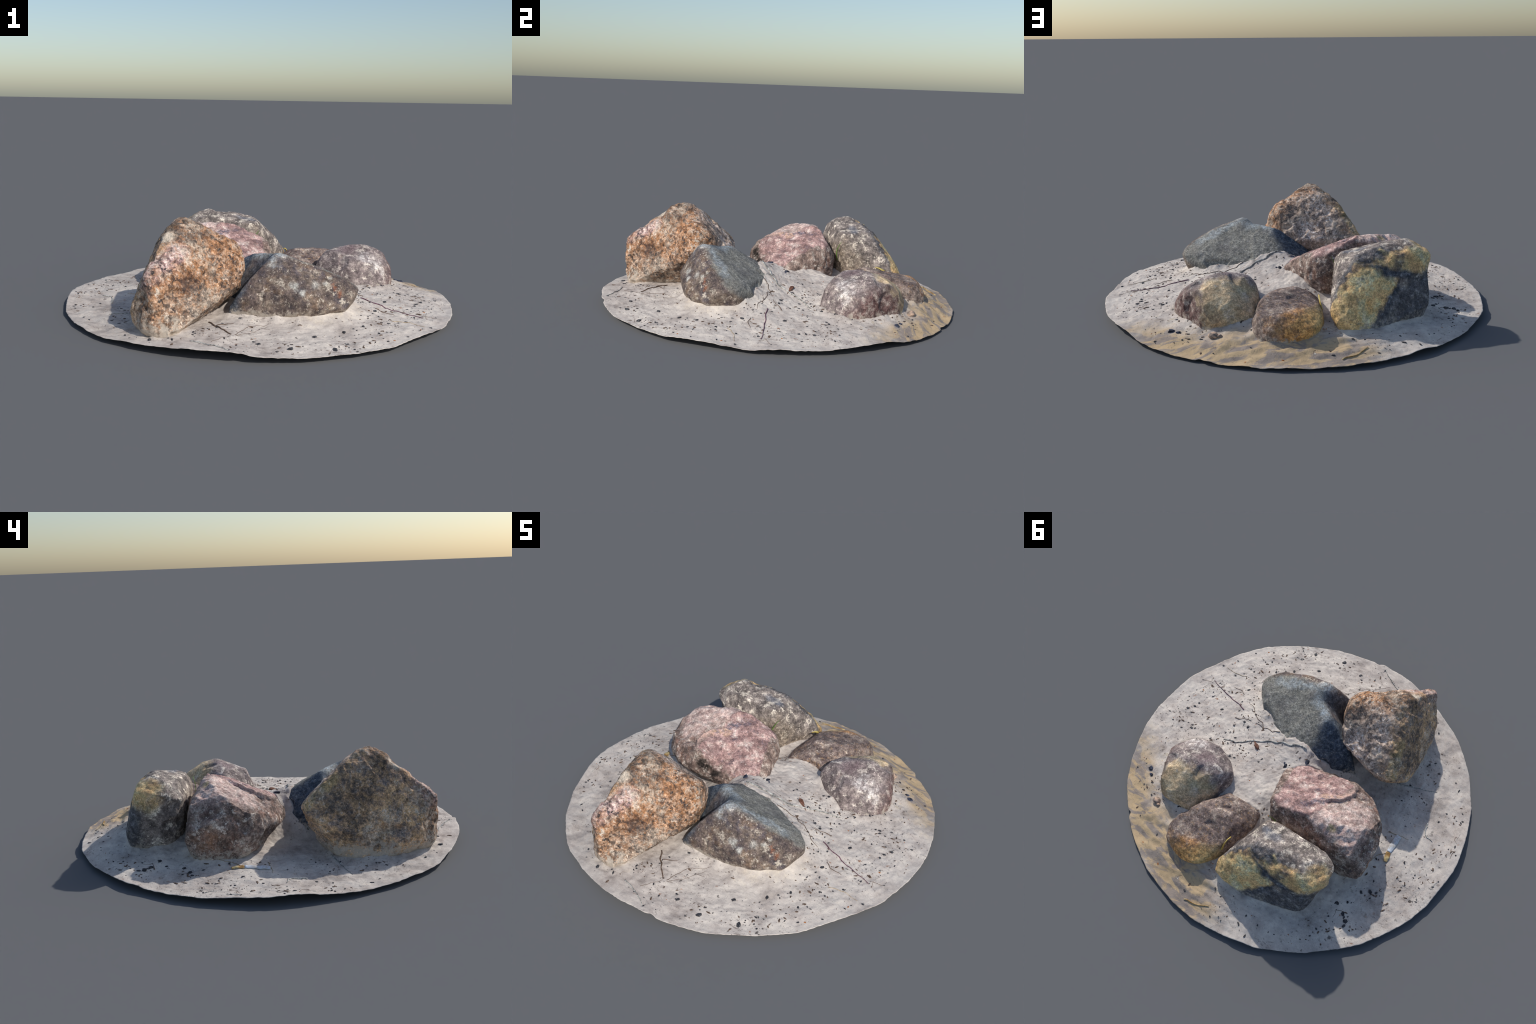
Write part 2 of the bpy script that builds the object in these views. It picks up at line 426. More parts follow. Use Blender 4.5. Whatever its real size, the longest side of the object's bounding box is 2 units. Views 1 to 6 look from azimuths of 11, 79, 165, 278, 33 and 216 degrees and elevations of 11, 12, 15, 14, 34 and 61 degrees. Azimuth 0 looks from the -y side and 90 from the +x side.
STONES["pink"] = boulder("pink_boulder", [PINK], "broad boulder with a split flat pink top", (-0.29, 0.13, 0.05), seed=4.1, step=pink_step, dents=[((-0.42, 0.31, 0.35), 0.08, 0.009), ((-0.25, 0.35, 0.30), 0.09, 0.013), ((-0.62, 0.27, 0.24), 0.08, 0.015), ((-0.13, -0.09, 0.20), 0.06, 0.008), ((-0.21, -0.11, 0.205), 0.035, 0.022), ((-0.26, -0.10, 0.235), 0.03, 0.014)], lumps=0.004, chips=22, pits=50, crag=0.010, grit=0.0028, round_steps=5)
STONES["olive"] = boulder("olive_boulder", [OLIVE], "large rounded dark boulder with evening sunlight painted as yellow green patches", (-0.27, 0.55, 0.05), seed=5.9,
                          dents=[((-0.18, 0.49, 0.40), 0.07, 0.012), ((-0.28, 0.66, 0.30), 0.06, 0.006), ((-0.54, 0.57, 0.24), 0.10, 0.010), ((-0.51, 0.60, 0.28), 0.07, 0.009)], chips=12, pits=30, lumps=0.0022, crag=0.006, grit=0.0024, round_steps=4)
STONES["brown"] = boulder("brown_boulder", [BROWN], "small rounded brown boulder with low sun painted ochre on one side", (0.2, 0.56, 0.06), seed=6.6, dents=[((0.30, 0.66, 0.19), 0.07, 0.007)], lumps=0.003, crag=0.004, grit=0.0014)
STONES["purple"] = boulder("purple_boulder", [PURPLE], "small rounded purple brown boulder dusted with sand", (0.48, 0.36, 0.07), seed=8.2, dents=[((0.47, 0.25, 0.25), 0.07, 0.006)], lumps=0.003, crag=0.004, grit=0.0014)
bpy.context.view_layer.update()

_v, _f = [], []
for o in STONES.values():
    base = len(_v)
    _v += [o.matrix_world @ v.co for v in o.data.vertices]
    _f += [tuple(base + i for i in p.vertices) for p in o.data.polygons]
STONE_TREE = BVHTree.FromPolygons(_v, _f)


# ------------------------------------------------------------------ sand patch
def build_sand():
    patch = bpy.data.objects.new("sand_patch", None)
    patch["label"], patch["category"] = "round disc of pale sand strewn with twigs and charcoal", "sand"
    COLL.objects.link(patch)
    # ragged many-sided rim: straight cuts between corner points
    corners, a = [], -180.0
    while a < 176:
        corners.append((a, 0.997 + rng.uniform(-0.007, 0.004)))
        a += rng.uniform(3.5, 8.5)
    cx = np.array([r * math.cos(math.radians(t)) for t, r in corners])
    cy = np.array([1.004 * r * math.sin(math.radians(t)) for t, r in corners])
    ca = np.array([t for t, _ in corners])
    NA, NR = 540, 190
    ang = np.linspace(-180, 180, NA, endpoint=False)
    i0 = np.clip(np.searchsorted(ca, ang, side="right") - 1, 0, len(ca) - 1)
    i1 = (i0 + 1) % len(ca)
    t0, t1 = ca[i0], np.where(i1 == 0, 180.0, ca[i1])
    f = (ang - t0) / (t1 - t0)
    ex, ey = cx[i0] * (1 - f) + cx[i1] * f, cy[i0] * (1 - f) + cy[i1] * f
    # two small tears in the rim
    rr = np.hypot(ex, ey) - 0.012 * np.exp(-((ang - 49) / 0.9) ** 2) - 0.012 * np.exp(-((ang + 83) / 1.2) ** 2)
    rr += 0.0007 * nrng.standard_normal(NA)
    ct, st = np.cos(np.radians(ang)), np.sin(np.radians(ang))
    rho = np.linspace(0, 1, NR + 1)[1:] ** 0.9
    X, Y = np.outer(rho, rr * ct).ravel(), np.outer(rho, rr * st).ravel()
    X, Y = np.append(X, 0.0), np.append(Y, 0.0)
    Z = np.concatenate([lay(np.stack([X[i:i + 8000], Y[i:i + 8000]], -1)) for i in range(0, len(X), 8000)])
    R = np.hypot(X, Y)
    rimz = rim_z(np.degrees(np.arctan2(Y, X)))
    w = smooth01((R - 0.90) / 0.10)
    Z = Z * (1 - w) + (rimz + 0.002) * w
    bump = np.empty(len(X))
    bank = np.zeros(len(X))
    for i, (x, y) in enumerate(zip(X, Y)):
        big = fractal((x, y, 0.3), 3.6, 2, 11.0)
        mid = fractal((x, y * 1.25, 0.7), 11.0, 3, 3.0)
        fine = fractal((x, y, 0.1), 45.0, 2, 6.0)
        ripple = fractal((x * 0.8, y * 2.2, 5.0), 9.0, 2, 17.0)
        north = float(smooth01((y - 0.45) / 0.3) * smooth01((x + 0.35) / 0.3))
        bump[i] = 0.0045 * big + 0.0062 * mid + 0.0030 * fine + 0.009 * north * ripple
        near = STONE_TREE.find_nearest(Vector((x, y, Z[i])), 0.09)
        if near[0] is not None:
            clod = 0.5 + 0.9 * fractal((x, y, 2.0), 13.0, 3, 21.0)
            bank[i] = (0.005 + 0.014 * min(1.2, max(0.0, clod))) * math.exp(-(near[3] / 0.018))
    Z = Z + bump * (1 - 0.45 * w) + bank
    Z = np.maximum(Z, 0.006)
    n = len(X)
    c = n - 1
    thick = 0.005
    low = np.maximum(Z - thick + 0.0035 * smooth01((R - 0.93) / 0.06), 0.0)
    low[np.argmin(Z)] = 0.0
    verts = [(x, y, z) for x, y, z in zip(X, Y, Z)] + [(x, y, z) for x, y, z in zip(X, Y, low)]
    faces = []
    for k in range(NR):
        for j in range(NA):
            j2 = (j + 1) % NA
            if k == 0:
                faces.append((c, j, j2))
                faces.append((n + c, n + j2, n + j))
            else:
                a0, a1, b0, b1 = (k - 1) * NA + j, (k - 1) * NA + j2, k * NA + j, k * NA + j2
                faces.append((a0, b0, b1, a1))
                faces.append((n + a0, n + a1, n + b1, n + b0))
    for j in range(NA):
        j2 = (j + 1) % NA
        b0, b1 = (NR - 1) * NA + j, (NR - 1) * NA + j2
        faces.append((b0, n + b0, n + b1, b1))
    o = mesh_object("sand", verts, faces, None, patch)
    return patch, o, Z, X, Y


PATCH, SAND, _Z, _X, _Y = build_sand()
SAND_TREE = BVHTree.FromObject(SAND, bpy.context.evaluated_depsgraph_get())


def on_sand(x, y):
    hit = SAND_TREE.ray_cast(Vector((x, y, 1.0)), Vector((0, 0, -1)))
    return hit[0].z if hit[0] else 0.03


def clear_of_stones(x, y):
    hit = STONE_TREE.ray_cast(Vector((x, y, 1.0)), Vector((0, 0, -1)))
    return hit[0] is None or hit[0].z < on_sand(x, y) - 0.002


# ------------------------------------------------------------------ materials
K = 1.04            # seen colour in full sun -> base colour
SHADED = 1.75       # lightens north-side base colours so they match under sky light alone
DUST = rgb(204, 194, 180, K)


def stone_noise(n, fine=95.0):
    """Grain height used for bump: lumpy pits plus fine tooth."""
    return n.math("ADD", n.noise(26, 6, 0.7), n.math("MULTIPLY", n.noise(fine, 4, 0.65), 0.5))


def flecks(n, colour, tone, scale, cover, strength=0.8, shift=0.0, rough=0.80, edge=0.022):
    """Ragged specks of another tone; cover is the share of the surface they take."""
    v = n.noise(scale, 8, rough, 0.15, vec=n.vec("ADD", n.P, (shift, -shift, 2 * shift)))
    t = 0.5 + (0.5 - cover) * 0.36
    return n.mix(n.math("MULTIPLY", n.step(v, t - edge, t + edge), strength), colour, tone)


def sand_dust(n, colour, low, high, strength=0.8, foot_cover=0.45):
    """Pale sand caked in flecks round the foot of a stone."""
    foot = n.step(n.z(n.warped(0.03, 18)), high, low)
    v = n.math("ADD", n.math("MULTIPLY", foot, foot_cover * 0.5), n.noise(34, 8, 0.78, 0.1, vec=n.vec("ADD", n.P, (4.0, 1.0, 7.0))))
    m = n.math("MULTIPLY", n.step(v, 0.58, 0.68), n.math("ADD", n.math("MULTIPLY", foot, strength - 0.25), 0.25))
    return n.mix(m, colour, n.mix(n.noise(70, 4, 0.7), rgb(176, 164, 150, K), DUST))


def weather(n, colour, fine=44.0, amount=1.0, lift=1.0):
    """Uneven light and dark grain over the whole skin of a stone."""
    v = n.step(n.noise(fine, 10, 0.86, 0.1, vec=n.vec("ADD", n.P, (2.0, 9.0, 4.0))), 0.36, 0.64, 1 - 0.42 * amount, 1 + 0.34 * amount)
    w = n.step(n.noise(8, 7, 0.72, vec=n.vec("ADD", n.P, (7.0, 3.0, 1.0))), 0.34, 0.66, 1 - 0.20 * amount, 1 + 0.18 * amount)
    g = n.t.nodes.new("ShaderNodeCombineXYZ")
    u = n.step(n.noise(130, 6, 0.82, vec=n.vec("ADD", n.P, (1.0, 4.0, 8.0))), 0.38, 0.62, 1 - 0.34 * amount, 1 + 0.34 * amount)
    k = n.both(v, w, u)
    k = n.math("MULTIPLY", k, lift)
    for i in range(3):
        n.put(g.inputs[i], k)
    return n.mix(1.0, colour, g.outputs[0], "MULTIPLY")


def granite():
    n = Nodes("speckled_granite", tuple(STONES["granite"].location))
    W = n.warped(0.022, 34, 5)
    big = n.noise(7, 5, 0.65)
    pick = n.math("ADD", n.math("MULTIPLY", n.vec("DOT_PRODUCT", n.voronoi(74, W, "Color"), (1, 0, 0)), 0.40), n.math("MULTIPLY", n.noise(20, 8, 0.80), 0.85))
    pick = n.math("ADD", pick, n.math("MULTIPLY", n.math("SUBTRACT", big, 0.5), 0.55))
    body = n.ramp(pick, [(0.36, rgb(66, 60, 58, K)), (0.47, rgb(114, 88, 70, K)), (0.56, rgb(158, 112, 76, K)), (0.66, rgb(184, 136, 98, K)), (0.77, rgb(200, 164, 136, K)), (0.90, rgb(204, 190, 174, K))])
    # lower third bleached and greyed by splashed sand, rust streaks higher up
    low = n.side((-0.25, -0.80, 0.20), (0.20, -0.35, -0.90), 0.08, n.warped(0.10, 9, 6))
    body = n.mix(n.math("MULTIPLY", low, n.step(n.noise(22, 9, 0.80), 0.42, 0.58, 0.15, 0.85)), body, n.ramp(pick, [(0.36, rgb(70, 68, 68, K)), (0.52, rgb(138, 124, 112, K)), (0.66, rgb(190, 174, 156, K)), (0.85, rgb(222, 210, 194, K))]))
    rustz = n.step(n.noise(6, 7, 0.75, vec=n.vec("ADD", n.P, (1.0, 6.0, 2.0))), 0.47, 0.58)
    body = n.mix(n.math("MULTIPLY", rustz, 0.45), body, n.ramp(pick, [(0.40, rgb(66, 56, 52, K)), (0.60, rgb(120, 84, 60, K)), (0.80, rgb(156, 116, 84, K))]))
    # buff grey back, coarse ochre and grey west side
    back = n.side((-0.20, -0.42, 0.40), (-0.15, 0.93, 0.35), 0.05, n.warped(0.06, 9, 5))
    west = n.side((-0.36, -0.50, 0.30), (-0.95, -0.05, 0.30), 0.05, n.warped(0.06, 9, 5))
    buff = n.ramp(pick, [(0.34, rgb(88, 82, 80, 1.5)), (0.46, rgb(130, 114, 102, 1.5)), (0.58, rgb(156, 138, 125, 1.5)), (0.70, rgb(176, 156, 140, 1.5)), (0.82, rgb(188, 177, 168, 1.5))])
    pick2 = n.math("ADD", n.math("MULTIPLY", n.noise(19, 9, 0.78, 0.3), 1.15), n.math("MULTIPLY", n.noise(7, 6, 0.7, vec=n.vec("ADD", n.P, (4.0, 4.0, 1.0))), 0.16))
    ochre = n.ramp(pick2, [(0.42, rgb(62, 60, 64, 1.6)), (0.54, rgb(106, 95, 89, 1.8)), (0.64, rgb(146, 119, 94, 1.8)), (0.74, rgb(168, 136, 98, 1.8)), (0.84, rgb(180, 168, 160, 1.8))])
    ochre = flecks(n, ochre, rgb(176, 168, 164, 1.4), 20, 0.20, 0.6, 8.0)
    ochre = flecks(n, ochre, rgb(52, 52, 58, 1.2), 18, 0.22, 0.6, 9.0)
    body = n.mix(back, body, buff)
    body = n.mix(west, body, ochre)
    # pink and pale crystals along the south west shoulder
    Ws = n.warped(0.06, 14, 5)
    shoulder = n.any(n.stroke((-0.24, -0.70, 0.385), (-0.34, -0.83, 0.28), 0.055, 0.8, Ws), n.blob((-0.31, -0.80, 0.30), 0.055, 0.9, Ws))
    pinkish = n.ramp(pick, [(0.36, rgb(70, 68, 74, K)), (0.48, rgb(150, 122, 122, K)), (0.60, rgb(204, 172, 168, K)), (0.74, rgb(216, 196, 190, K))])
    body = n.mix(n.math("MULTIPLY", shoulder, n.step(n.noise(24, 8, 0.8), 0.38, 0.56, 0.25, 0.9)), body, pinkish)
    # grains of quartz, black mica in clumps
    body = flecks(n, body, rgb(210, 198, 182, K), 34, 0.21, 0.75, 1.0)
    body = flecks(n, body, rgb(150, 126, 110, K), 60, 0.30, 0.5, 7.0)
    body = flecks(n, body, rgb(54, 53, 57, K), 32, 0.29, 0.78, 2.0, edge=0.035)
    gclump = n.step(n.noise(5, 6, 0.7, vec=n.vec("ADD", n.P, (8.0, 2.0, 5.0))), 0.46, 0.60)
    body = n.mix(n.both(gclump, n.step(n.noise(34, 9, 0.82), 0.42, 0.54, 0.15, 0.82)), body, rgb(80, 75, 72, K))
    pclump = n.step(n.noise(6, 6, 0.7, vec=n.vec("ADD", n.P, (3.0, 7.0, 9.0))), 0.50, 0.60)
    body = n.mix(n.both(pclump, n.step(n.noise(30, 9, 0.82), 0.46, 0.56, 0.1, 0.75)), body, rgb(200, 184, 166, K))
    body = flecks(n, body, rgb(60, 56, 58, K), 80, 0.22, 0.6, 3.0, edge=0.035)
    # rusty dark hollow, white quartz patch, low sun painted yellow on far edges
    body = n.mix(n.math("MULTIPLY", n.blob((-0.185, -0.735, 0.28), 0.055, 0.9, Ws), n.step(n.noise(30, 6, 0.7), 0.35, 0.6, 0.2, 0.75)), body, rgb(88, 60, 48, K))
    body = n.mix(n.math("MULTIPLY", n.blob((-0.297, -0.645, 0.445), 0.040, 0.6, n.warped(0.035, 26, 5)), 0.88), body, n.mix(n.noise(60, 5, 0.7), rgb(190, 174, 154, K), rgb(226, 214, 198, K)))
    sun_paint = n.any(n.stroke((-0.40, -0.36, 0.40), (-0.43, -0.24, 0.28), 0.030, 0.9, n.warped(0.06, 18, 5)), n.blob((-0.33, -0.47, 0.50), 0.022, 0.9, n.warped(0.04, 22, 5)))
    body = n.mix(n.math("MULTIPLY", sun_paint, 0.32), body, n.mix(n.noise(30), rgb(178, 156, 92, K), rgb(150, 152, 108, K)))
    body = weather(n, body, lift=1.12)
    body = sand_dust(n, body, 0.04, 0.17, 0.85, 0.40)
    return n.finish(body, 0.85, stone_noise(n), 0.8, 0.007)


def grey():
    n = Nodes("lichen_grey_stone", tuple(STONES["grey"].location))
    W = n.warped(0.05, 14, 5)
    face = n.ramp(n.noise(15, 9, 0.76), [(0.34, rgb(66, 60, 62, K)), (0.46, rgb(98, 86, 82, K)), (0.54, rgb(118, 104, 94, K)), (0.66, rgb(150, 136, 122, K))])
    face = n.mix(n.math("MULTIPLY", n.step(n.noise(8, 6, 0.7), 0.50, 0.62), 0.40), face, rgb(122, 94, 66, K))
    face = n.mix(n.math("MULTIPLY", n.step(n.noise(9, 6, 0.7, vec=n.vec("ADD", n.P, (3, 1, 2))), 0.54, 0.64), 0.45), face, rgb(76, 76, 90, K))
    face = flecks(n, face, rgb(204, 192, 176, K), 30, 0.29, 0.8, 4.0)
    face = flecks(n, face, rgb(56, 50, 50, K), 40, 0.20, 0.6, 5.0)
    # back slope: even grey green with fine grain
    slope = n.ramp(n.noise(110, 5, 0.75), [(0.34, rgb(96, 96, 94, K)), (0.5, rgb(134, 132, 124, K)), (0.62, rgb(158, 154, 143, K)), (0.72, rgb(190, 172, 144, K))])
    slope = n.mix(n.math("MULTIPLY", n.step(n.noise(11, 6, 0.7), 0.45, 0.62), 0.35), slope, rgb(94, 90, 94, K))
    slope = flecks(n, slope, rgb(150, 154, 152, K), 60, 0.2, 0.5, 2.0)
    on_slope = n.side((0.30, -0.425, 0.318), (0.20, 0.60, 0.75), 0.014, n.warped(0.03, 22, 5))
    body = n.mix(on_slope, face, slope)
    # chalky blue white wear along the crest
    crest = n.any(n.stroke((0.164, -0.446, 0.362), (0.14, -0.357, 0.342), 0.050, 0.9, W), n.stroke((0.14, -0.357, 0.342), (0.024, -0.28, 0.318), 0.040, 0.9, W),
                  n.math("MULTIPLY", n.stroke((0.18, -0.42, 0.355), (0.45, -0.36, 0.262), 0.030, 0.9, W), 0.75), n.math("MULTIPLY", n.blob((0.15, -0.48, 0.335), 0.045, 0.9, W), 0.8))
    chalk = n.mix(n.noise(60, 5, 0.75), rgb(124, 136, 144, K), rgb(206, 212, 212, K))
    body = n.mix(n.math("MULTIPLY", crest, n.step(n.noise(38, 8, 0.76), 0.38, 0.58, 0.15, 0.9)), body, chalk)
    # dark blue west side behind the crest, black towards the granite
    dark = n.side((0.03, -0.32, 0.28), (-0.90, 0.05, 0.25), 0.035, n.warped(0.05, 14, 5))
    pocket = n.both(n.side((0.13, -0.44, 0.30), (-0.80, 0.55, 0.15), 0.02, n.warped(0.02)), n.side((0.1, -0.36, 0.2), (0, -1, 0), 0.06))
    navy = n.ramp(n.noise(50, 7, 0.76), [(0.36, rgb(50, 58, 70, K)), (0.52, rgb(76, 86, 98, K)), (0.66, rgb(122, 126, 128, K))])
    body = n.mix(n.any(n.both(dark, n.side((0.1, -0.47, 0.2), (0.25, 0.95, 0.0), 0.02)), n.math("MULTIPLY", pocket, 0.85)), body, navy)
    for c, r, k in [((0.263, -0.535, 0.227), 0.022, 0.85), ((0.305, -0.545, 0.205), 0.017, 0.8), ((0.401, -0.481, 0.239), 0.013, 0.7), ((0.421, -0.454, 0.263), 0.011, 0.8),
                    ((0.28, -0.495, 0.301), 0.006, 0.8), ((0.36, -0.505, 0.235), 0.022, 0.5)]:
        body = n.mix(n.math("MULTIPLY", n.blob(c, r, 0.9, n.warped(0.022, 46, 5)), k), body, n.mix(n.noise(80), rgb(170, 172, 166, K), rgb(208, 204, 196, K)))
    for c, r in [((0.442, -0.472, 0.223), 0.016), ((0.47, -0.475, 0.19), 0.018), ((0.06, -0.545, 0.235), 0.010)]:
        body = n.mix(n.math("MULTIPLY", n.blob(c, r, 0.9, n.warped(0.03, 46, 5)), 0.6), body, rgb(160, 96, 60, K))
    body = weather(n, body, lift=1.08)
    body = sand_dust(n, body, 0.075, 0.16, 0.85, 0.35)
    return n.finish(body, 0.8, stone_noise(n, 120), 0.6, 0.005)


def pink():
    n = Nodes("split_pink_stone", tuple(STONES["pink"].location))
    W = n.warped(0.04, 16, 5)
    flank = n.ramp(n.noise(17, 9, 0.76), [(0.34, rgb(72, 63, 60, K)), (0.46, rgb(110, 93, 85, K)), (0.54, rgb(138, 119, 109, K)), (0.66, rgb(180, 166, 153, K))])
    flank = n.mix(n.math("MULTIPLY", n.step(n.noise(8, 6, 0.7), 0.50, 0.62), 0.5), flank, rgb(128, 92, 76, K))
    flank = flecks(n, flank, rgb(62, 60, 66, K), 24, 0.26, 0.7, 1.0)
    flank = flecks(n, flank, rgb(198, 186, 174, K), 24, 0.32, 0.8, 2.0)
    rosy = n.ramp(n.noise(16, 9, 0.76), [(0.35, rgb(106, 88, 87, K)), (0.45, rgb(142, 113, 108, K)), (0.54, rgb(172, 142, 135, K)), (0.66, rgb(206, 188, 177, K))])
    rosy = flecks(n, rosy, rgb(88, 80, 90, K), 26, 0.28, 0.6, 3.0)
    rosy = flecks(n, rosy, rgb(208, 194, 184, K), 20, 0.24, 0.75, 4.0)
    plate = n.ramp(n.noise(24, 9, 0.76), [(0.34, rgb(150, 122, 116, K)), (0.5, rgb(186, 162, 152, K)), (0.64, rgb(210, 194, 184, K))])
    plate = flecks(n, plate, rgb(140, 110, 104, K), 34, 0.24, 0.5, 5.0)
    # the split face: everything close under the plane of the top, east of the lip
    east = n.side((-0.295, 0.10, 0.33), (0.93, -0.25, 0.25), 0.006, n.warped(0.03, 24, 5))
    top = n.side((0.010, 0.005, 0.182), (0.313, -0.309, 0.90), 0.010, n.warped(0.022, 30, 5))
    top = n.both(top, n.side((-0.30, -0.055, 0.27), (0.42, 0.90, 0.10), 0.006, n.warped(0.016, 30, 5)))
    top = n.both(top, n.no(n.side((0.030, 0.010, 0.204), (0.92, 0.06, 0.37), 0.006, n.warped(0.018, 30, 5))))
    crown = n.side((-0.38, 0.16, 0.325), (-0.20, -0.15, 0.95), 0.022, n.warped(0.04, 18, 5))
    crown = n.both(crown, n.side((-0.53, 0.14, 0.3), (0.95, 0.1, 0.35), 0.03, n.warped(0.06, 16, 5)), n.no(east))
    body = n.mix(crown, flank, plate)
    body = n.mix(n.both(east, top), body, rosy)
    # veins of pale dust in the pink face
    for a, b in [((-0.102, 0.11, 0.29), (-0.047, 0.017, 0.252)), ((-0.102, 0.11, 0.29), (-0.17, 0.16, 0.32)), ((-0.06, 0.05, 0.26), (-0.02, 0.10, 0.26)), ((-0.10, 0.10, 0.28), (-0.05, 0.16, 0.28))]:
        body = n.mix(n.math("MULTIPLY", n.stroke(a, b, 0.006, 0.9, n.warped(0.030, 24, 5)), 0.5), body, rgb(204, 190, 180, K))
    # slate blue stain along the lip
    Wb = n.warped(0.045, 24, 5)
    blue = n.any(n.blob((-0.209, 0.234, 0.368), 0.034, 0.7, Wb), n.stroke((-0.288, 0.084, 0.337), (-0.262, 0.125, 0.34), 0.017, 0.7, Wb), n.stroke((-0.25, 0.14, 0.34), (-0.18, 0.24, 0.36), 0.018, 0.9, Wb))
    body = n.mix(n.math("MULTIPLY", blue, n.step(n.noise(34, 8, 0.76), 0.44, 0.54, 0.1, 0.85)), body, rgb(90, 94, 112, K))
    # warm rim of the lip
    body = n.mix(n.math("MULTIPLY", n.stroke((-0.325, 0.06, 0.33), (-0.36, -0.02, 0.315), 0.022, 0.9, W), 0.5), body, rgb(196, 158, 142, K))
    body = n.mix(n.math("MULTIPLY", n.stroke((-0.30, 0.07, 0.33), (-0.24, 0.13, 0.33), 0.022, 0.9, W), n.step(n.noise(30, 6, 0.7), 0.4, 0.6)), body, rgb(180, 150, 126, K))
    body = n.mix(n.math("MULTIPLY", n.blob((-0.39, 0.268, 0.370), 0.024, 0.8, n.warped(0.025, 26, 5)), 0.7), body, rgb(184, 162, 104, K))
    body = n.mix(n.math("MULTIPLY", n.blob((-0.60, 0.23, 0.15), 0.075, 0.9, n.warped(0.08, 16, 5)), n.step(n.noise(26, 7, 0.75), 0.40, 0.60, 0.1, 0.7)), body, rgb(136, 100, 74, K))
    body = n.mix(n.math("MULTIPLY", n.blob((-0.53, 0.22, 0.27), 0.07, 0.9, n.warped(0.09, 16, 5)), 0.4), body, rgb(96, 68, 68, K))
    # black hollow at the south east foot
    body = n.mix(n.math("MULTIPLY", n.stroke((-0.27, -0.10, 0.23), (-0.16, -0.10, 0.20), 0.032, 0.7, n.warped(0.04, 28, 5)), n.step(n.noise(40, 6, 0.75), 0.34, 0.48)), body, rgb(40, 35, 32, K))
    body = weather(n, body, lift=1.25)  # whole stone lightened to match flanks lit by captured evening glow
    body = sand_dust(n, body, 0.04, 0.17, 0.8, 0.35)
    return n.finish(body, 0.85, stone_noise(n), 0.7, 0.006)


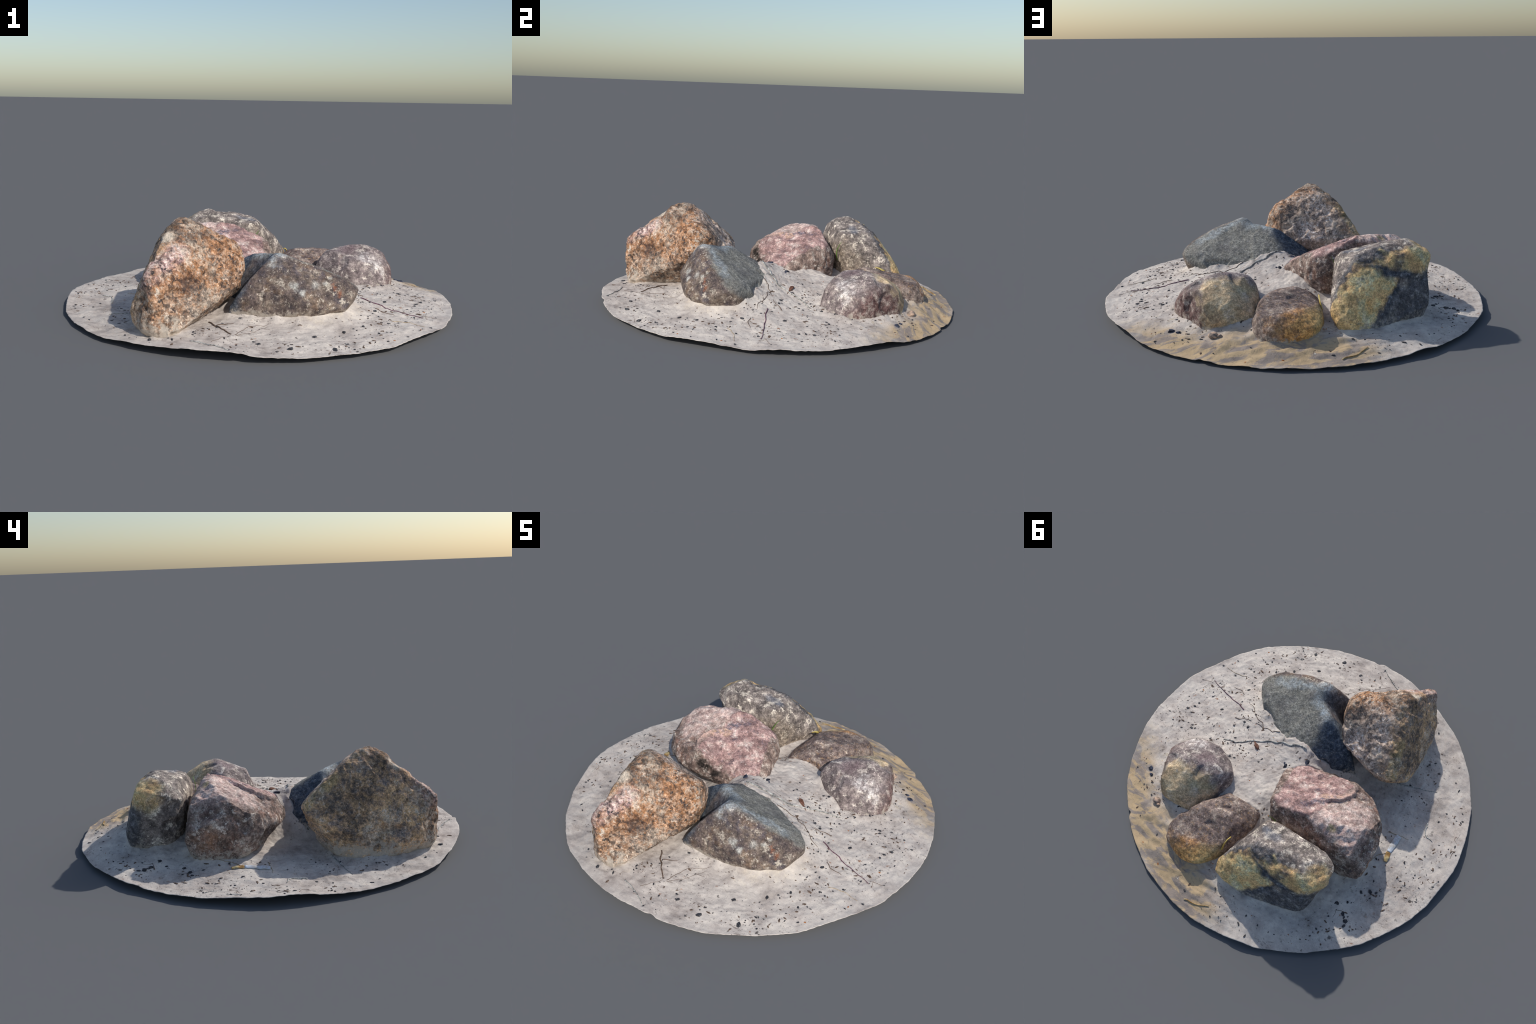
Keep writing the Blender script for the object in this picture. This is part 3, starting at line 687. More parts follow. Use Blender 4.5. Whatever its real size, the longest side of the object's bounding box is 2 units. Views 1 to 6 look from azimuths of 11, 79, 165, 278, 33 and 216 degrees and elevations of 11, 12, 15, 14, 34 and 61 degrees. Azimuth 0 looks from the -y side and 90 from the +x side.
def olive():
    n = Nodes("sun_painted_olive_stone", tuple(STONES["olive"].location))
    body = n.ramp(n.noise(15, 9, 0.77), [(0.34, rgb(74, 68, 66, K)), (0.46, rgb(108, 99, 94, K)), (0.54, rgb(132, 121, 114, K)), (0.66, rgb(174, 163, 152, K))])
    body = flecks(n, body, rgb(208, 196, 180, K), 20, 0.33, 0.85, 1.0)
    body = flecks(n, body, rgb(64, 58, 54, K), 30, 0.22, 0.6, 2.0)
    body = n.mix(n.math("MULTIPLY", n.stroke((-0.22, 0.49, 0.385), (-0.14, 0.48, 0.365), 0.030, 0.9, n.warped(0.05, 18, 5)), 0.45), body, rgb(100, 108, 120, K))
    # north side darkened for the shadow around the sunlit patches
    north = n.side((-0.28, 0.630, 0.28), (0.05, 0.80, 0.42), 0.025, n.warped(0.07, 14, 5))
    painted_shadow = n.ramp(n.noise(24, 9, 0.77), [(0.38, rgb(46, 48, 54, 1.2)), (0.52, rgb(64, 66, 72, 1.2)), (0.62, rgb(104, 104, 108, 1.2)), (0.72, rgb(150, 148, 146, 1.2))])
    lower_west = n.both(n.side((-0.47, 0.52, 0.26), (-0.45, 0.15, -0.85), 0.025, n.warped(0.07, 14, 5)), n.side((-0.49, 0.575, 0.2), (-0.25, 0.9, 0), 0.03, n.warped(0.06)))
    body = n.mix(n.any(north, n.math("MULTIPLY", lower_west, 0.8)), body, painted_shadow)
    # evening light coloured in as a growth: a band along the top of the north face and a wedge low on its east half
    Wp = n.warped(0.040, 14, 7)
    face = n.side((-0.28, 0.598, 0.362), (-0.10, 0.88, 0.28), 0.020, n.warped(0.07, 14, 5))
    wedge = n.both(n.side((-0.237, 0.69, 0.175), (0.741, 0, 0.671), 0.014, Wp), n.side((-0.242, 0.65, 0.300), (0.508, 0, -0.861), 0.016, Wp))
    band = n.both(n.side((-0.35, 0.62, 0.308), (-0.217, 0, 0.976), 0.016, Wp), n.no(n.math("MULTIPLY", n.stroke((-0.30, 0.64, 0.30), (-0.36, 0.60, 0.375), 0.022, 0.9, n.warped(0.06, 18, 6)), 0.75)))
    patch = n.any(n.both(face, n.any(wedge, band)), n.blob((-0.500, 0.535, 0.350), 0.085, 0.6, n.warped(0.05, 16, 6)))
    sun_tint = n.ramp(n.noise(11, 7, 0.7), [(0.32, rgb(140, 112, 80, SHADED)), (0.43, rgb(168, 136, 94, SHADED)), (0.52, rgb(172, 146, 102, SHADED)), (0.61, rgb(154, 145, 112, SHADED)), (0.72, rgb(160, 145, 128, SHADED))])
    sun_tint = flecks(n, sun_tint, rgb(104, 88, 68, SHADED), 60, 0.24, 0.55, 3.0)
    sun_tint = flecks(n, sun_tint, rgb(170, 146, 96, SHADED), 30, 0.25, 0.5, 6.0)
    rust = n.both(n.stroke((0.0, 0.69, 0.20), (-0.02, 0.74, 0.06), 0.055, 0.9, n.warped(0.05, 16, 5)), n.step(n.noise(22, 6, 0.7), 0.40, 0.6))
    sun_tint = n.mix(n.math("MULTIPLY", rust, 0.6), sun_tint, rgb(144, 108, 64, SHADED))
    body = n.mix(n.math("MULTIPLY", patch, n.step(n.noise(18, 8, 0.78), 0.32, 0.48, 0.40, 0.95)), body, sun_tint)
    body = n.mix(n.math("MULTIPLY", n.blob((-0.474, 0.512, 0.394), 0.020, 0.9, n.warped(0.04, 40, 5)), 0.75), body, rgb(74, 70, 70, K))
    body = n.mix(n.blob((-0.357, 0.518, 0.418), 0.006, 0.5, n.warped(0.006, 80)), body, rgb(196, 204, 206, K))
    # earthy brown over the south foot beside the pink stone
    earth = n.side((-0.08, 0.45, 0.27), (0.35, -0.75, -0.45), 0.05, n.warped(0.08, 12, 5))
    body = n.mix(n.math("MULTIPLY", earth, 0.5), body, n.ramp(n.noise(28, 9, 0.77), [(0.36, rgb(72, 62, 50, K)), (0.5, rgb(124, 108, 88, K)), (0.64, rgb(186, 170, 148, K))]))
    body = weather(n, body, lift=1.32)
    body = sand_dust(n, body, 0.04, 0.14, 0.75, 0.35)
    return n.finish(body, 0.8, stone_noise(n), 0.6, 0.006)


def brown():
    n = Nodes("sun_tinted_brown_stone", tuple(STONES["brown"].location))
    base = n.ramp(n.noise(20, 9, 0.77), [(0.34, rgb(76, 64, 62, K)), (0.46, rgb(106, 92, 88, K)), (0.54, rgb(132, 116, 108, K)), (0.66, rgb(178, 164, 150, K))])
    base = flecks(n, base, rgb(164, 130, 94, K), 48, 0.30, 0.6, 1.0)
    base = flecks(n, base, rgb(56, 50, 52, K), 56, 0.26, 0.7, 2.0)
    base = flecks(n, base, rgb(196, 182, 166, K), 22, 0.24, 0.75, 3.0)
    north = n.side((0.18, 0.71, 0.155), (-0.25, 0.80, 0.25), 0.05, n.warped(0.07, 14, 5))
    ochre = n.ramp(n.noise(46, 8, 0.77), [(0.36, rgb(94, 68, 48, SHADED)), (0.5, rgb(156, 112, 66, SHADED)), (0.63, rgb(190, 144, 88, SHADED))])  # ochre here is low sunlight baked into the north colour
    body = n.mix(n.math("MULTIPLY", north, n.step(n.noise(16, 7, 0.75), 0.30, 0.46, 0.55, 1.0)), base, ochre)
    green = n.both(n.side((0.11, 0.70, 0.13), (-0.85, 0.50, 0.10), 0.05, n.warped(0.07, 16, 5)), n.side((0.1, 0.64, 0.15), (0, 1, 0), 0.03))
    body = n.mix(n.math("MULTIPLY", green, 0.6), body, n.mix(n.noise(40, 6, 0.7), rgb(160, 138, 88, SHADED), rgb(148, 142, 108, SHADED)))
    body = flecks(n, body, rgb(70, 56, 48, K), 60, 0.22, 0.6, 5.0)
    for a, b in [((0.132, 0.467, 0.21), (0.105, 0.44, 0.20)), ((0.132, 0.467, 0.21), (0.17, 0.46, 0.208)), ((0.132, 0.467, 0.21), (0.14, 0.50, 0.215))]:
        body = n.mix(n.math("MULTIPLY", n.stroke(a, b, 0.004, 0.9, n.warped(0.014, 40)), 0.5), body, rgb(180, 168, 158, K))
    east = n.side((0.35, 0.62, 0.12), (0.9, -0.2, -0.2), 0.03, n.warped(0.05, 18, 5))
    body = n.mix(n.math("MULTIPLY", east, 0.5), body, n.ramp(n.noise(26, 9, 0.77), [(0.4, rgb(74, 58, 54, K)), (0.6, rgb(170, 156, 144, K))]))
    body = weather(n, body, lift=1.18)
    body = sand_dust(n, body, 0.05, 0.12, 0.8, 0.35)
    return n.finish(body, 0.8, stone_noise(n, 110), 0.6, 0.005)


def purple():
    n = Nodes("purple_brown_stone", tuple(STONES["purple"].location))
    base = n.ramp(n.noise(16, 9, 0.77), [(0.34, rgb(88, 78, 78, K)), (0.46, rgb(118, 106, 104, K)), (0.54, rgb(140, 127, 123, K)), (0.66, rgb(182, 170, 160, K))])
    base = flecks(n, base, rgb(208, 196, 184, K), 22, 0.33, 0.8, 1.0)
    base = flecks(n, base, rgb(70, 62, 66, K), 34, 0.22, 0.55, 2.0)
    base = n.mix(n.math("MULTIPLY", n.blob((0.438, 0.31, 0.264), 0.06, 0.9, n.warped(0.07, 16, 5)), 0.4), base, rgb(116, 92, 98, K))
    # maroon mottled east end
    east = n.side((0.63, 0.36, 0.15), (0.80, 0.25, -0.15), 0.035, n.warped(0.07, 16, 5))
    maroon = n.ramp(n.noise(22, 9, 0.77), [(0.38, rgb(76, 58, 56, K)), (0.50, rgb(104, 78, 74, K)), (0.58, rgb(150, 134, 126, K)), (0.68, rgb(184, 172, 162, K))])
    body = n.mix(east, base, maroon)
    pale = n.any(n.blob((0.545, 0.255, 0.222), 0.055, 0.9, n.warped(0.06, 18, 5)), n.blob((0.60, 0.235, 0.19), 0.045, 0.9, n.warped(0.06, 18, 5)), n.blob((0.637, 0.222, 0.158), 0.024, 0.9, n.warped(0.04, 24, 5)))
    body = n.mix(n.math("MULTIPLY", pale, n.step(n.noise(40, 8, 0.77), 0.42, 0.58, 0.08, 0.85)), body, rgb(212, 204, 198, K))
    # north side tinted buff to olive for the sunlight caught in the scan
    north = n.both(n.side((0.47, 0.40, 0.262), (-0.10, 0.90, 0.22), 0.03, n.warped(0.07, 14, 5)), n.no(n.side((0.60, 0.46, 0.15), (0.9, 0.15, 0), 0.02, n.warped(0.06, 16, 5))))
    skin = n.ramp(n.noise(13, 7, 0.72), [(0.32, rgb(136, 114, 90, SHADED)), (0.46, rgb(158, 136, 106, SHADED)), (0.57, rgb(156, 140, 114, SHADED)), (0.70, rgb(164, 152, 138, SHADED))])
    skin = flecks(n, skin, rgb(104, 92, 76, SHADED), 60, 0.26, 0.5, 3.0)
    skin = flecks(n, skin, rgb(166, 148, 112, SHADED), 34, 0.22, 0.45, 4.0)
    body = n.mix(n.math("MULTIPLY", north, 0.92), body, skin)
    body = n.mix(n.math("MULTIPLY", n.stroke((0.30, 0.40, 0.20), (0.40, 0.47, 0.235), 0.03, 0.9, n.warped(0.04, 18, 5)), 0.4), body, rgb(136, 130, 100, SHADED))
    body = n.mix(n.math("MULTIPLY", n.blob((0.60, 0.445, 0.222), 0.026, 0.9, n.warped(0.04, 26, 5)), 0.65), body, rgb(74, 62, 58, K))
    body = n.mix(n.math("MULTIPLY", n.blob((0.513, 0.461, 0.255), 0.010, 0.9, n.warped(0.018, 50, 5)), 0.7), body, rgb(164, 170, 168, K))
    body = weather(n, body, lift=1.15)
    body = sand_dust(n, body, 0.06, 0.14, 0.75, 0.35)
    return n.finish(body, 0.8, stone_noise(n, 110), 0.6, 0.005)


def sand_material():
    n = Nodes("pale_sand")
    S = 1.17
    big = n.noise(3.4, 6, 0.65)
    mid = n.noise(13, 8, 0.72)
    body = n.ramp(n.math("ADD", n.math("MULTIPLY", big, 0.45), n.math("MULTIPLY", mid, 0.55)),
                  [(0.37, rgb(154, 144, 137, S)), (0.46, rgb(185, 175, 167, S)), (0.54, rgb(200, 191, 182, S)), (0.64, rgb(218, 208, 196, S))])
    # dirt in uneven smears, fine grain, ash
    clump = n.step(n.noise(2.6, 4, 0.6, vec=n.vec("ADD", n.P, (5, 3, 0))), 0.42, 0.62, 0.25, 1.0)
    smear = n.step(n.noise(22, 8, 0.74, 0.6, stretch=(1.0, 1.9, 1.0), rot=(0, 0, 0.6)), 0.555, 0.66)
    body = n.mix(n.both(smear, n.math("MULTIPLY", clump, 0.80)), body, rgb(112, 100, 93, S))
    fine_ash = n.step(n.noise(60, 9, 0.82, 0.2, stretch=(1.0, 1.7, 1.0), rot=(0, 0, 0.9)), 0.60, 0.66)
    body = n.mix(n.both(fine_ash, n.math("MULTIPLY", clump, 0.75)), body, rgb(78, 70, 68, S))
    body = n.mix(n.math("MULTIPLY", n.step(n.noise(210, 5, 0.75), 0.50, 0.70), 0.22), body, rgb(112, 102, 98, S))
    warp = n.warped(0.020, 40, 5)
    for sc, thr, col, k in [(40.0, 0.955, rgb(56, 51, 52), 0.85), (78.0, 0.950, rgb(62, 56, 55), 0.8), (130.0, 0.93, rgb(84, 74, 70), 0.7), (46.0, 0.986, rgb(150, 98, 62), 0.7)]:
        cell = n.vec("DOT_PRODUCT", n.voronoi(sc, warp, "Color"), (1, 0, 0))
        d = n.voronoi(sc, warp, "Distance")
        m = n.both(n.step(cell, thr - 0.004, thr + 0.004), n.step(d, 0.40, 0.22), clump)
        body = n.mix(n.math("MULTIPLY", m, k), body, col)
    # cream sand washed against the feet of the front stones
    Wc = n.warped(0.05, 16, 6)
    cream = n.any(n.stroke((0.32, -0.585, 0.08), (0.50, -0.47, 0.10), 0.060, 0.9, Wc), n.stroke((0.50, -0.47, 0.10), (0.55, -0.34, 0.11), 0.045, 0.9, Wc), n.stroke((-0.34, -0.85, 0.04), (-0.18, -0.83, 0.05), 0.045, 0.9, Wc),
                  n.stroke((0.56, 0.17, 0.09), (0.68, 0.24, 0.08), 0.035, 0.9, Wc))
    body = n.mix(n.math("MULTIPLY", cream, n.step(n.noise(36, 8, 0.8), 0.44, 0.62, 0.0, 0.5)), body, rgb(218, 206, 188, S))
    # sun dapples painted yellow, shade between them grey, along the north east rim
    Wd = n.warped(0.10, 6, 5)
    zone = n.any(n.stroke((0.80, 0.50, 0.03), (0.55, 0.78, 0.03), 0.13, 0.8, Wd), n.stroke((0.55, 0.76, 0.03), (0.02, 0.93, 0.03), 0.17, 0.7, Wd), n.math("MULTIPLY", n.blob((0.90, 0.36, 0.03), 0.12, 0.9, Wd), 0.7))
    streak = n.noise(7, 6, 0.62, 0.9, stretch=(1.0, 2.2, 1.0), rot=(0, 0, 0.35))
    dapple_shade = n.mix(n.noise(20, 7, 0.72), rgb(124, 112, 104, 1.15), rgb(154, 142, 132, 1.15))
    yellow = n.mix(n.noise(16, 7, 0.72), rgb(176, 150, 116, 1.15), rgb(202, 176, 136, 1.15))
    painted_dapple = n.mix(n.step(streak, 0.44, 0.55), dapple_shade, yellow)
    painted_dapple = n.mix(n.math("MULTIPLY", n.step(n.noise(24, 7, 0.72, 0.8, stretch=(1, 2.4, 1), rot=(0, 0, 0.35)), 0.56, 0.66), 0.55), painted_dapple, rgb(98, 87, 80, 1.1))
    body = n.mix(n.math("MULTIPLY", zone, 0.90), body, painted_dapple)
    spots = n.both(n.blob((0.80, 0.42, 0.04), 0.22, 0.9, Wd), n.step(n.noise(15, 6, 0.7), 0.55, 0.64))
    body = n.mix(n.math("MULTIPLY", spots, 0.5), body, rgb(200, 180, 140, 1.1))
    h = n.math("ADD", n.noise(34, 7, 0.72, 0.3), n.math("MULTIPLY", n.noise(150, 4, 0.7), 0.5))
    return n.finish(body, 0.95, h, 0.55, 0.006, 0.1)


def plain(name, a, b, scale=60.0, rough=0.8, stretch=None):
    n = Nodes(name)
    return n.finish(n.mix(n.step(n.noise(scale, 4, 0.65, 0.4, stretch=stretch), 0.38, 0.62), a, b), rough, n.noise(scale * 2, 3), 0.4, 0.002)


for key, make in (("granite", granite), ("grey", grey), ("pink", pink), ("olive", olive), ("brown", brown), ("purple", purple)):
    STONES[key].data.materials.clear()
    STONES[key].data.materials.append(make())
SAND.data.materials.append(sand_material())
CHAR = plain("charcoal", rgb(36, 37, 42), rgb(84, 84, 88), 140, 0.6)
BARKY = plain("brown_bark", rgb(70, 56, 48), rgb(132, 112, 98), 120)
GREYWOOD = plain("grey_wood", rgb(112, 112, 110), rgb(208, 208, 202), 60)
PURPLEWOOD = plain("purple_stalk", rgb(84, 52, 66), rgb(132, 100, 116), 50)
STRAW = plain("dry_straw", rgb(150, 128, 100), rgb(206, 190, 164), 60)
RUSSET = plain("russet_leaf", rgb(146, 84, 40), rgb(190, 124, 66), 60)
DARKLEAF = plain("black_leaf", rgb(38, 40, 50), rgb(78, 84, 104), 45)
GREEN = plain("green_blade", rgb(96, 140, 52), rgb(136, 176, 84), 30)
YELLOWLEAF = plain("yellow_leaf", rgb(196, 168, 82), rgb(216, 196, 120), 40)
WHITEBARK = plain("white_bark", rgb(180, 178, 176, 1.1), rgb(208, 216, 228, 1.1), 34)
TAN = plain("tan_bark", rgb(150, 116, 70), rgb(206, 186, 140), 40)
PEBBLE = plain("pebble_skin", rgb(120, 112, 106), rgb(206, 176, 154), 40)


# ------------------------------------------------------------------ litter lying on the sand
def twig(points, radius, mat, name="twig", lift=0.6, taper=0.5, kink=0.004, seed=0, parent=None):
    """A thin bent branch laid over the sand along plan points (x, y)."""
    r = random.Random(seed)
    radius *= 0.7
    kink *= 2.2
    pts = []
    for (x0, y0), (x1, y1) in zip(points[:-1], points[1:]):
        k = max(3, int(math.hypot(x1 - x0, y1 - y0) / 0.010))
        pts += [(x0 + (x1 - x0) * i / k, y0 + (y1 - y0) * i / k) for i in range(k)]
    pts.append(points[-1])
    n = len(pts)
    ax = []
    for i, (x, y) in enumerate(pts):
        w = noise.noise(Vector((x * 22, y * 22, seed + 0.5)))
        v = noise.noise(Vector((x * 22, y * 22, seed + 7.5)))
        t = i / (n - 1)
        x, y = x + kink * w, y + kink * v
        ax.append((Vector((x, y, on_sand(x, y) + radius * lift)), radius * (1 - taper * t) * (1 + 0.18 * r.uniform(-1, 1))))
    verts, faces, S = [], [], 7
    for i, (p, rad) in enumerate(ax):
        d = (ax[min(i + 1, n - 1)][0] - ax[max(i - 1, 0)][0]).normalized()
        u = d.cross(Vector((0, 0, 1))).normalized()
        w = u.cross(d)
        for j in range(S):
            a = math.tau * j / S
            verts.append(p + u * (rad * math.cos(a)) + w * (rad * math.sin(a)))
    for i in range(n - 1):
        for j in range(S):
            faces.append((i * S + j, i * S + (j + 1) % S, (i + 1) * S + (j + 1) % S, (i + 1) * S + j))
    faces += [tuple(range(S))[::-1], tuple((n - 1) * S + j for j in range(S))]
    return mesh_object(name, verts, faces, mat, parent or PATCH)


def chip(x, y, size, r, long=1.6, thick=0.35, lift=0.3):
    """Corner points of one angular fragment lying on the sand."""
    a = r.uniform(0, math.tau)
    z = on_sand(x, y)
    out = []
    for layer, s in ((-1, 0.85), (1, 0.7)):
        for k in range(5):
            t = math.tau * k / 5 + r.uniform(-0.35, 0.35)
            q = s * size * 0.5 * r.uniform(0.7, 1.15)
            px, py = math.cos(t) * q * long, math.sin(t) * q
            out.append(Vector((x + px * math.cos(a) - py * math.sin(a), y + px * math.sin(a) + py * math.cos(a), z + size * thick * (lift + 0.5 * layer))))
    return out


def chips(name, places, mat, r, long=1.6, thick=0.35):
    verts, faces = [], []
    for x, y, s in places:
        b = len(verts)
        verts += chip(x, y, s, r, long * r.uniform(0.7, 1.3), thick)
        faces += [tuple(b + 5 + k for k in range(5)), tuple(b + k for k in range(5))[::-1]]
        faces += [(b + k, b + (k + 1) % 5, b + 5 + (k + 1) % 5, b + 5 + k) for k in range(5)]
    o = mesh_object(name, verts, faces, mat, PATCH, smooth=False)
    o["kind"] = "stuff"
    return o


def scatter(count, lo, hi, seed, dense=None):
    r, out = random.Random(seed), []
    while len(out) < count:
        a, q = r.uniform(0, math.tau), math.sqrt(r.random()) * 0.965
        x, y = q * math.cos(a), q * math.sin(a)
        if dense and r.random() > dense(x, y):
            continue
        if clear_of_stones(x, y):
            out.append((x, y, lo + (hi - lo) * r.random() ** 4.0))
    return out


# litter is thicker to the south and east, and in the middle hollow
def thick_litter(x, y):
    k = noise.noise(Vector((x * 4, y * 4, 2.2))) * 0.5 + 0.5
    base = 0.30 + 0.45 * smooth01((x - 0.1) / 0.4) + 0.2 * smooth01((-y - 0.5) / 0.3)
    if y > 0.6 and x > 0:
        base *= 0.35
    return float(min(1.0, base * (0.04 + 2.0 * k * k * k)))


chips("charcoal_crumbs", scatter(760, 0.0025, 0.0155, 21, thick_litter), CHAR, random.Random(3), 1.8, 0.26)
chips("bark_crumbs", scatter(560, 0.0025, 0.015, 22, thick_litter), BARKY, random.Random(4), 2.2, 0.25)
chips("leaf_crumbs", scatter(50, 0.004, 0.012, 23), RUSSET, random.Random(5), 1.7, 0.18)

_r = random.Random(11)


def flake(x, y, size, mat, name, long=1.5, thick=0.28):
    pts = chip(x, y, size, _r, long, thick, 0.35)
    faces = [tuple(5 + k for k in range(5)), tuple(range(5))[::-1]] + [(k, (k + 1) % 5, 5 + (k + 1) % 5, 5 + k) for k in range(5)]
    return mesh_object(name, pts, faces, mat, PATCH, smooth=False)


for x, y, s in [(0.726, 0.472, 0.034), (0.70, 0.50, 0.022), (-0.007, -0.047, 0.030), (-0.035, -0.030, 0.028), (0.084, 0.033, 0.026), (0.10, 0.02, 0.014)]:
    flake(x, y, s, DARKLEAF, "dark_leaf")
for x, y, s in [(-0.691, 0.513, 0.030), (-0.66, 0.49, 0.024), (-0.70, 0.54, 0.020), (-0.70, 0.295, 0.026), (-0.665, 0.33, 0.02), (-0.73, 0.28, 0.018), (-0.60, 0.46, 0.022), (-0.64, 0.42, 0.016),
                (0.441, -0.071, 0.020), (0.481, -0.087, 0.018), (0.62, -0.30, 0.020), (0.50, -0.60, 0.022), (0.58, -0.52, 0.018), (0.30, -0.86, 0.026), (0.48, -0.80, 0.028), (0.77, -0.35, 0.016),
                (0.16, -0.84, 0.018), (-0.31, -0.88, 0.022), (0.66, -0.09, 0.02), (0.84, 0.02, 0.018), (0.81, -0.05, 0.016), (0.72, 0.12, 0.018), (0.38, -0.70, 0.020)]:
    flake(x, y, s, CHAR, "charcoal_flake")

# long pale stick running from the pink stone down to the purple one, with a side shoot
twig([(0.045, -0.105), (0.10, -0.09), (0.155, -0.082), (0.21, -0.068), (0.274, -0.049), (0.33, -0.02), (0.39, 0.030), (0.45, 0.06), (0.51, 0.072)], 0.0065, GREYWOOD, "stick", 0.8, 0.45, 0.006, 1)
twig([(0.195, -0.072), (0.20, -0.10), (0.21, -0.125)], 0.0035, GREYWOOD, "twig", 0.8, 0.5, 0.004, 2)
twig([(0.545, -0.160), (0.598, -0.179), (0.688, -0.198), (0.77, -0.215), (0.845, -0.238)], 0.0042, PURPLEWOOD, "stalk", 0.7, 0.5, 0.004, 3)
twig([(-0.114, -0.627), (-0.060, -0.690), (-0.018, -0.735), (0.026, -0.785)], 0.0055, BARKY, "twig", 0.6, 0.3, 0.004, 4)
twig([(-0.064, -0.681), (-0.02, -0.667), (0.012, -0.645)], 0.003, BARKY, "twig", 0.8, 0.5, 0.005, 5)
twig([(0.043, -0.779), (0.061, -0.715), (0.093, -0.647), (0.162, -0.600)], 0.0022, BARKY, "twig", 0.2, 0.5, 0.004, 6)
twig([(0.051, -0.782), (0.108, -0.721), (0.156, -0.630)], 0.0018, BARKY, "twig", 0.2, 0.5, 0.004, 7)
twig([(-0.04, -0.876), (0.0, -0.825), (0.024, -0.787)], 0.0018, BARKY, "twig", 0.2, 0.5, 0.004, 8)
twig([(-0.122, -0.888), (-0.051, -0.905), (0.015, -0.938), (0.053, -0.968)], 0.0040, GREYWOOD, "twig", 0.8, 0.4, 0.006, 9)
twig([(-0.45, -0.352), (-0.558, -0.407), (-0.665, -0.449)], 0.0036, GREYWOOD, "twig", 0.8, 0.5, 0.004, 10)
twig([(0.335, -0.105), (0.41, -0.136), (0.48, -0.180), (0.545, -0.215)], 0.0032, BARKY, "twig", 0.4, 0.5, 0.008, 11)
twig([(0.246, -0.120), (0.296, -0.105), (0.36, -0.118), (0.42, -0.11)], 0.0030, BARKY, "twig", 0.8, 0.5, 0.008, 12)
twig([(0.55, -0.08), (0.50, -0.10), (0.455, -0.115)], 0.003, BARKY, "twig", 0.8, 0.5, 0.004, 13)
twig([(0.06, 0.955), (-0.02, 0.93), (-0.075, 0.91)], 0.005, TAN, "twig", 0.8, 0.4, 0.006, 14)
twig([(0.70, -0.38), (0.78, -0.36), (0.86, -0.37)], 0.0024, STRAW, "straw", 0.8, 0.5, 0.004, 15)
twig([(0.62, -0.255), (0.66, -0.275), (0.72, -0.265)], 0.003, BARKY, "twig", 0.5, 0.5, 0.006, 16)
twig([(-0.58, -0.05), (-0.62, -0.075), (-0.66, -0.09), (-0.70, -0.085)], 0.0028, STRAW, "straw", 0.8, 0.5, 0.006, 17)
twig([(-0.645, 0.04), (-0.60, 0.16), (-0.57, 0.26), (-0.545, 0.34)], 0.0024, STRAW, "straw", 0.8, 0.5, 0.006, 18)
twig([(-0.72, -0.25), (-0.735, -0.20), (-0.765, -0.165), (-0.80, -0.16)], 0.0048, GREYWOOD, "twig", 0.8, 0.4, 0.006, 19)
# tangles of rootlets near the western rim
for k, (cx, cy, spread) in enumerate([(-0.93, -0.13, 0.06), (-0.90, 0.02, 0.07), (-0.87, 0.17, 0.06), (-0.90, -0.27, 0.05), (-0.66, 0.53, 0.06), (0.14, 0.87, 0.05), (0.55, -0.74, 0.05), (0.86, -0.22, 0.04)]):
    r = random.Random(40 + k)
    for j in range(2):
        a = r.gauss(0.9, 0.8)
        x, y = cx + r.uniform(-1, 1) * spread * 0.6, cy + r.uniform(-1, 1) * spread * 0.6
        L = spread * r.uniform(0.2, 0.6)
        dx, dy = math.cos(a) * L, math.sin(a) * L
        if max(math.hypot(x + dx, y + dy), math.hypot(x - dx, y - dy)) < 0.97:
            twig([(x - dx, y - dy), (x, y), (x + dx, y + dy)], r.uniform(0.0012, 0.0026), r.choice([BARKY, BARKY, GREYWOOD]), "rootlet", 0.2, 0.6, 0.030, 60 + 5 * k + j)


def drift(seed):
    """Loose heaps of dark crumbs where litter has washed together."""
    r, out = random.Random(seed), []
    for cx, cy, spread, k in [(-0.93, -0.16, 0.05, 26), (-0.90, 0.02, 0.06, 26), (-0.86, 0.17, 0.05, 34), (-0.68, 0.52, 0.06, 36), (0.40, -0.13, 0.05, 22), (0.50, -0.22, 0.05, 22), (0.80, -0.22, 0.05, 26),
                              (0.72, 0.02, 0.06, 22), (0.05, -0.90, 0.06, 20), (-0.13, -0.78, 0.04, 22), (0.30, 0.06, 0.05, 30), (0.86, 0.12, 0.05, 18), (0.55, -0.76, 0.06, 24), (-0.74, 0.30, 0.04, 18), (-0.86, -0.40, 0.05, 16)]:
        while k:
            x, y = r.gauss(cx, spread), r.gauss(cy, spread)
            if math.hypot(x, y) < 0.97 and clear_of_stones(x, y):
                out.append((x, y, 0.003 + 0.010 * r.random() ** 2.5))
                k -= 1
    return out


_heap = drift(77)
chips("charcoal_crumbs", _heap[::2], CHAR, random.Random(8), 1.9, 0.25)
chips("bark_crumbs", _heap[1::2], BARKY, random.Random(9), 2.6, 0.22)


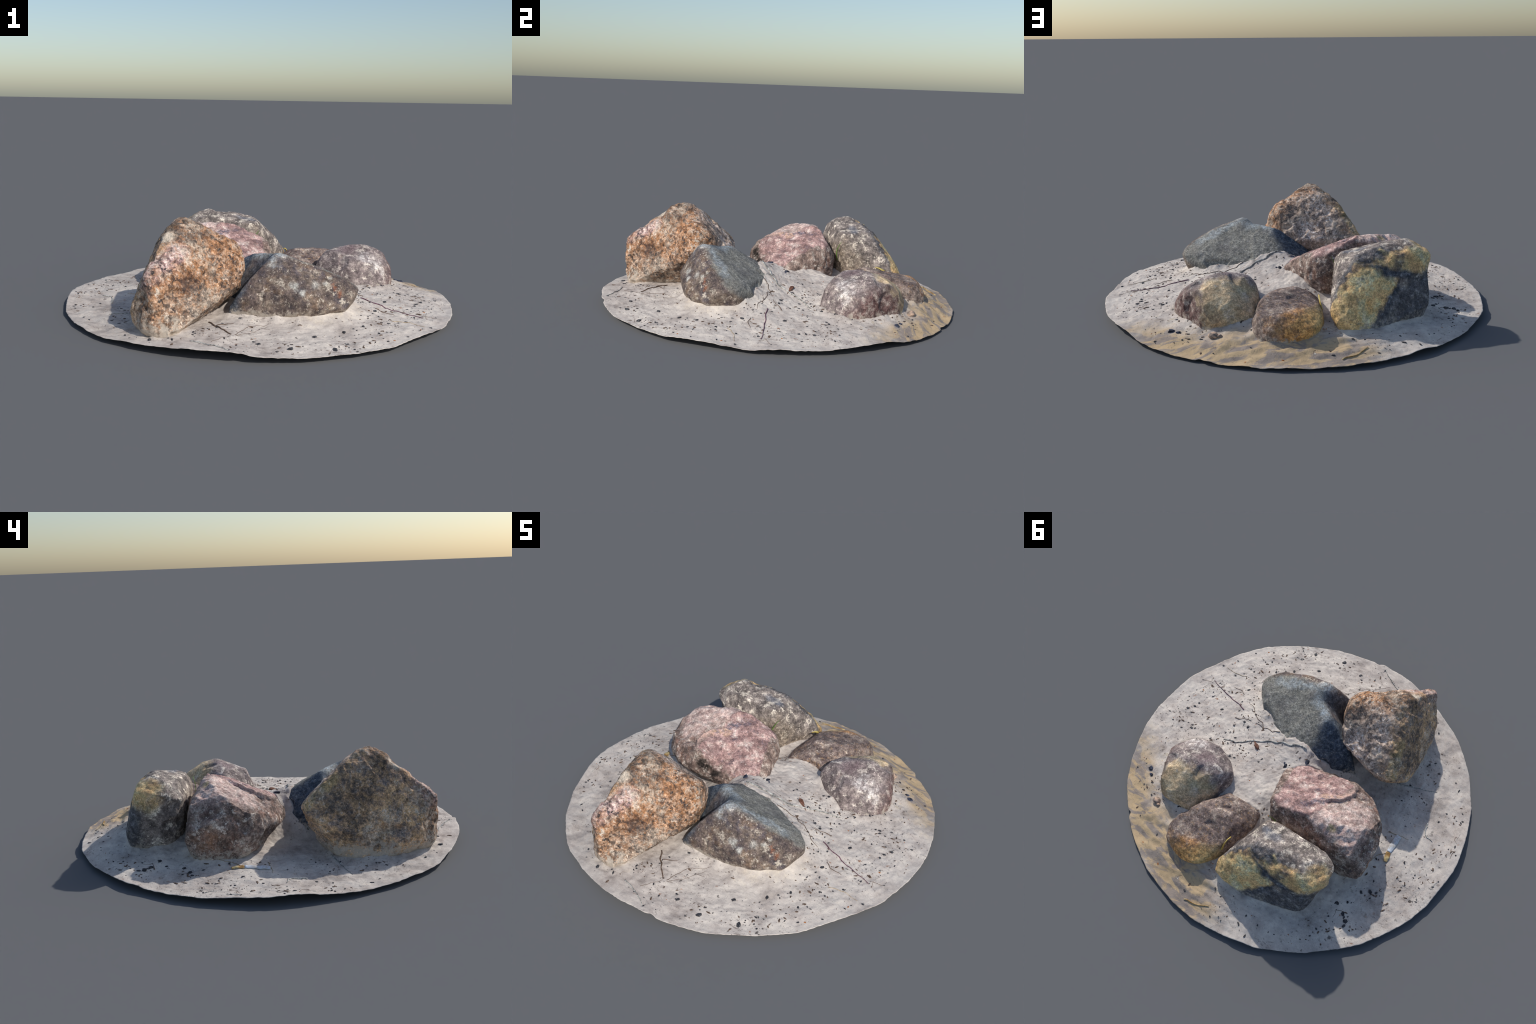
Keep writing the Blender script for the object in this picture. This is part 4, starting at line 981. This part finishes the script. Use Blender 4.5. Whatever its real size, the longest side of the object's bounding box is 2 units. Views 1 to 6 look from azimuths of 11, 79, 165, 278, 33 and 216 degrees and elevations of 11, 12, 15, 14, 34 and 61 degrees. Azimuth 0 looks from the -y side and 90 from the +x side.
def seed_pod():
    """Brown spindle shaped seed with a thin tail."""
    a, b = Vector((0.285, 0.030, 0)), Vector((0.359, -0.020, 0))
    prof = [(0.0, 0.002), (0.08, 0.008), (0.25, 0.012), (0.45, 0.010), (0.58, 0.005), (0.75, 0.003), (1.0, 0.001)]
    verts, faces, S = [], [], 8
    d = (b - a).normalized()
    u = d.cross(Vector((0, 0, 1)))
    for t, r in prof:
        p = a.lerp(b, t)
        p.z = on_sand(p.x, p.y) + max(r * 0.6, 0.002)
        for j in range(S):
            q = math.tau * j / S
            verts.append(p + u * r * math.cos(q) + Vector((0, 0, 0.7 * r * math.sin(q))))
    n = len(prof)
    for i in range(n - 1):
        for j in range(S):
            faces.append((i * S + j, i * S + (j + 1) % S, (i + 1) * S + (j + 1) % S, (i + 1) * S + j))
    faces += [tuple(range(S))[::-1], tuple((n - 1) * S + j for j in range(S))]
    return mesh_object("seed_pod", verts, faces, plain("seed_husk", rgb(92, 60, 48), rgb(138, 100, 84), 60), PATCH)


seed_pod()


def curled_strip(name, a, b, width, mat, height, curl=0.5, thick=0.003):
    """A curled scrap of bark: an arched strip with real thickness."""
    a, b = Vector((*a, 0)), Vector((*b, 0))
    d = (b - a).normalized()
    u = d.cross(Vector((0, 0, 1))).normalized()
    NL, NW = 14, 8
    top, low = [], []
    for i in range(NL + 1):
        t = i / NL
        w = width * (0.55 + 0.45 * math.sin(math.pi * min(1, 0.15 + 0.8 * t))) * (1 + 0.12 * noise.noise(Vector((t * 5, 1.0, 4.0))))
        for j in range(NW + 1):
            s = j / NW * 2 - 1
            p = a.lerp(b, t) + u * (w * 0.5 * s)
            p.z = on_sand(p.x, p.y) + 0.003 + height * (1 - curl * s * s) * (0.7 + 0.3 * math.sin(3 * t))
            top.append(p)
            low.append(p - Vector((0, 0, thick)))
    n = len(top)
    W = NW + 1
    faces = []
    for i in range(NL):
        for j in range(NW):
            q = (i * W + j, i * W + j + 1, (i + 1) * W + j + 1, (i + 1) * W + j)
            faces += [q[::-1], tuple(n + k for k in q)]
    ring = [j for j in range(W)] + [i * W + NW for i in range(1, NL + 1)] + [NL * W + j for j in range(NW - 1, -1, -1)] + [i * W for i in range(NL - 1, 0, -1)]
    faces += [(ring[k], ring[(k + 1) % len(ring)], n + ring[(k + 1) % len(ring)], n + ring[k]) for k in range(len(ring))]
    return mesh_object(name, top + low, faces, mat, PATCH)


curled_strip("bark_scrap", (-0.642, -0.075), (-0.651, 0.045), 0.036, WHITEBARK, 0.007, 0.75)
curled_strip("bark_scrap", (-0.652, 0.047), (-0.668, 0.105), 0.028, TAN, 0.005, 0.6)


def pebble(x, y, r):
    bm = bmesh.new()
    bmesh.ops.create_icosphere(bm, subdivisions=3, radius=1.0)
    z = on_sand(x, y)
    for v in bm.verts:
        v.co = v.co * (1 + 0.16 * noise.noise(v.co * 1.6 + Vector((x * 9, y * 9, 0))))
        v.co = Vector((x + v.co.x * r * 1.15, y + v.co.y * r, z + 0.35 * r + v.co.z * r * 0.75))
    me = bpy.data.meshes.new("pebble")
    bm.to_mesh(me)
    bm.free()
    me.polygons.foreach_set("use_smooth", [True] * len(me.polygons))
    me.materials.append(PEBBLE)
    o = bpy.data.objects.new("pebble", me)
    COLL.objects.link(o)
    o.parent = PATCH


pebble(0.556, 0.609, 0.021)
pebble(0.530, 0.625, 0.011)


def blade(points, width, mat, name):
    """Grass blade or narrow leaf: tapering strip with a folded rib and thickness."""
    verts, faces, n = [], [], len(points)
    for i, p in enumerate(points):
        p = Vector(p)
        d = (Vector(points[min(i + 1, n - 1)]) - Vector(points[max(i - 1, 0)])).normalized()
        u = d.cross(Vector((0.7, -0.6, 0.3))).normalized()
        w = u.cross(d)
        k = width * (1 - 0.85 * (i / (n - 1)) ** 2) * 0.5
        verts += [p + u * k, p + w * width * 0.25, p - u * k, p - w * width * 0.10]
    for i in range(n - 1):
        for j in range(4):
            faces.append((4 * i + j, 4 * i + (j + 1) % 4, 4 * i + 4 + (j + 1) % 4, 4 * i + 4 + j))
    faces += [(3, 2, 1, 0), tuple(4 * (n - 1) + j for j in range(4))]
    return mesh_object(name, verts, faces, mat, PATCH)


blade([(-0.135, 0.385, 0.20), (-0.122, 0.375, 0.235), (-0.108, 0.373, 0.27), (-0.093, 0.380, 0.30), (-0.078, 0.392, 0.325)], 0.007, GREEN, "grass_blade")
blade([(0.048, 0.640, 0.150), (0.050, 0.615, 0.175), (0.047, 0.59, 0.190), (0.040, 0.565, 0.196)], 0.018, YELLOWLEAF, "yellow_leaf")
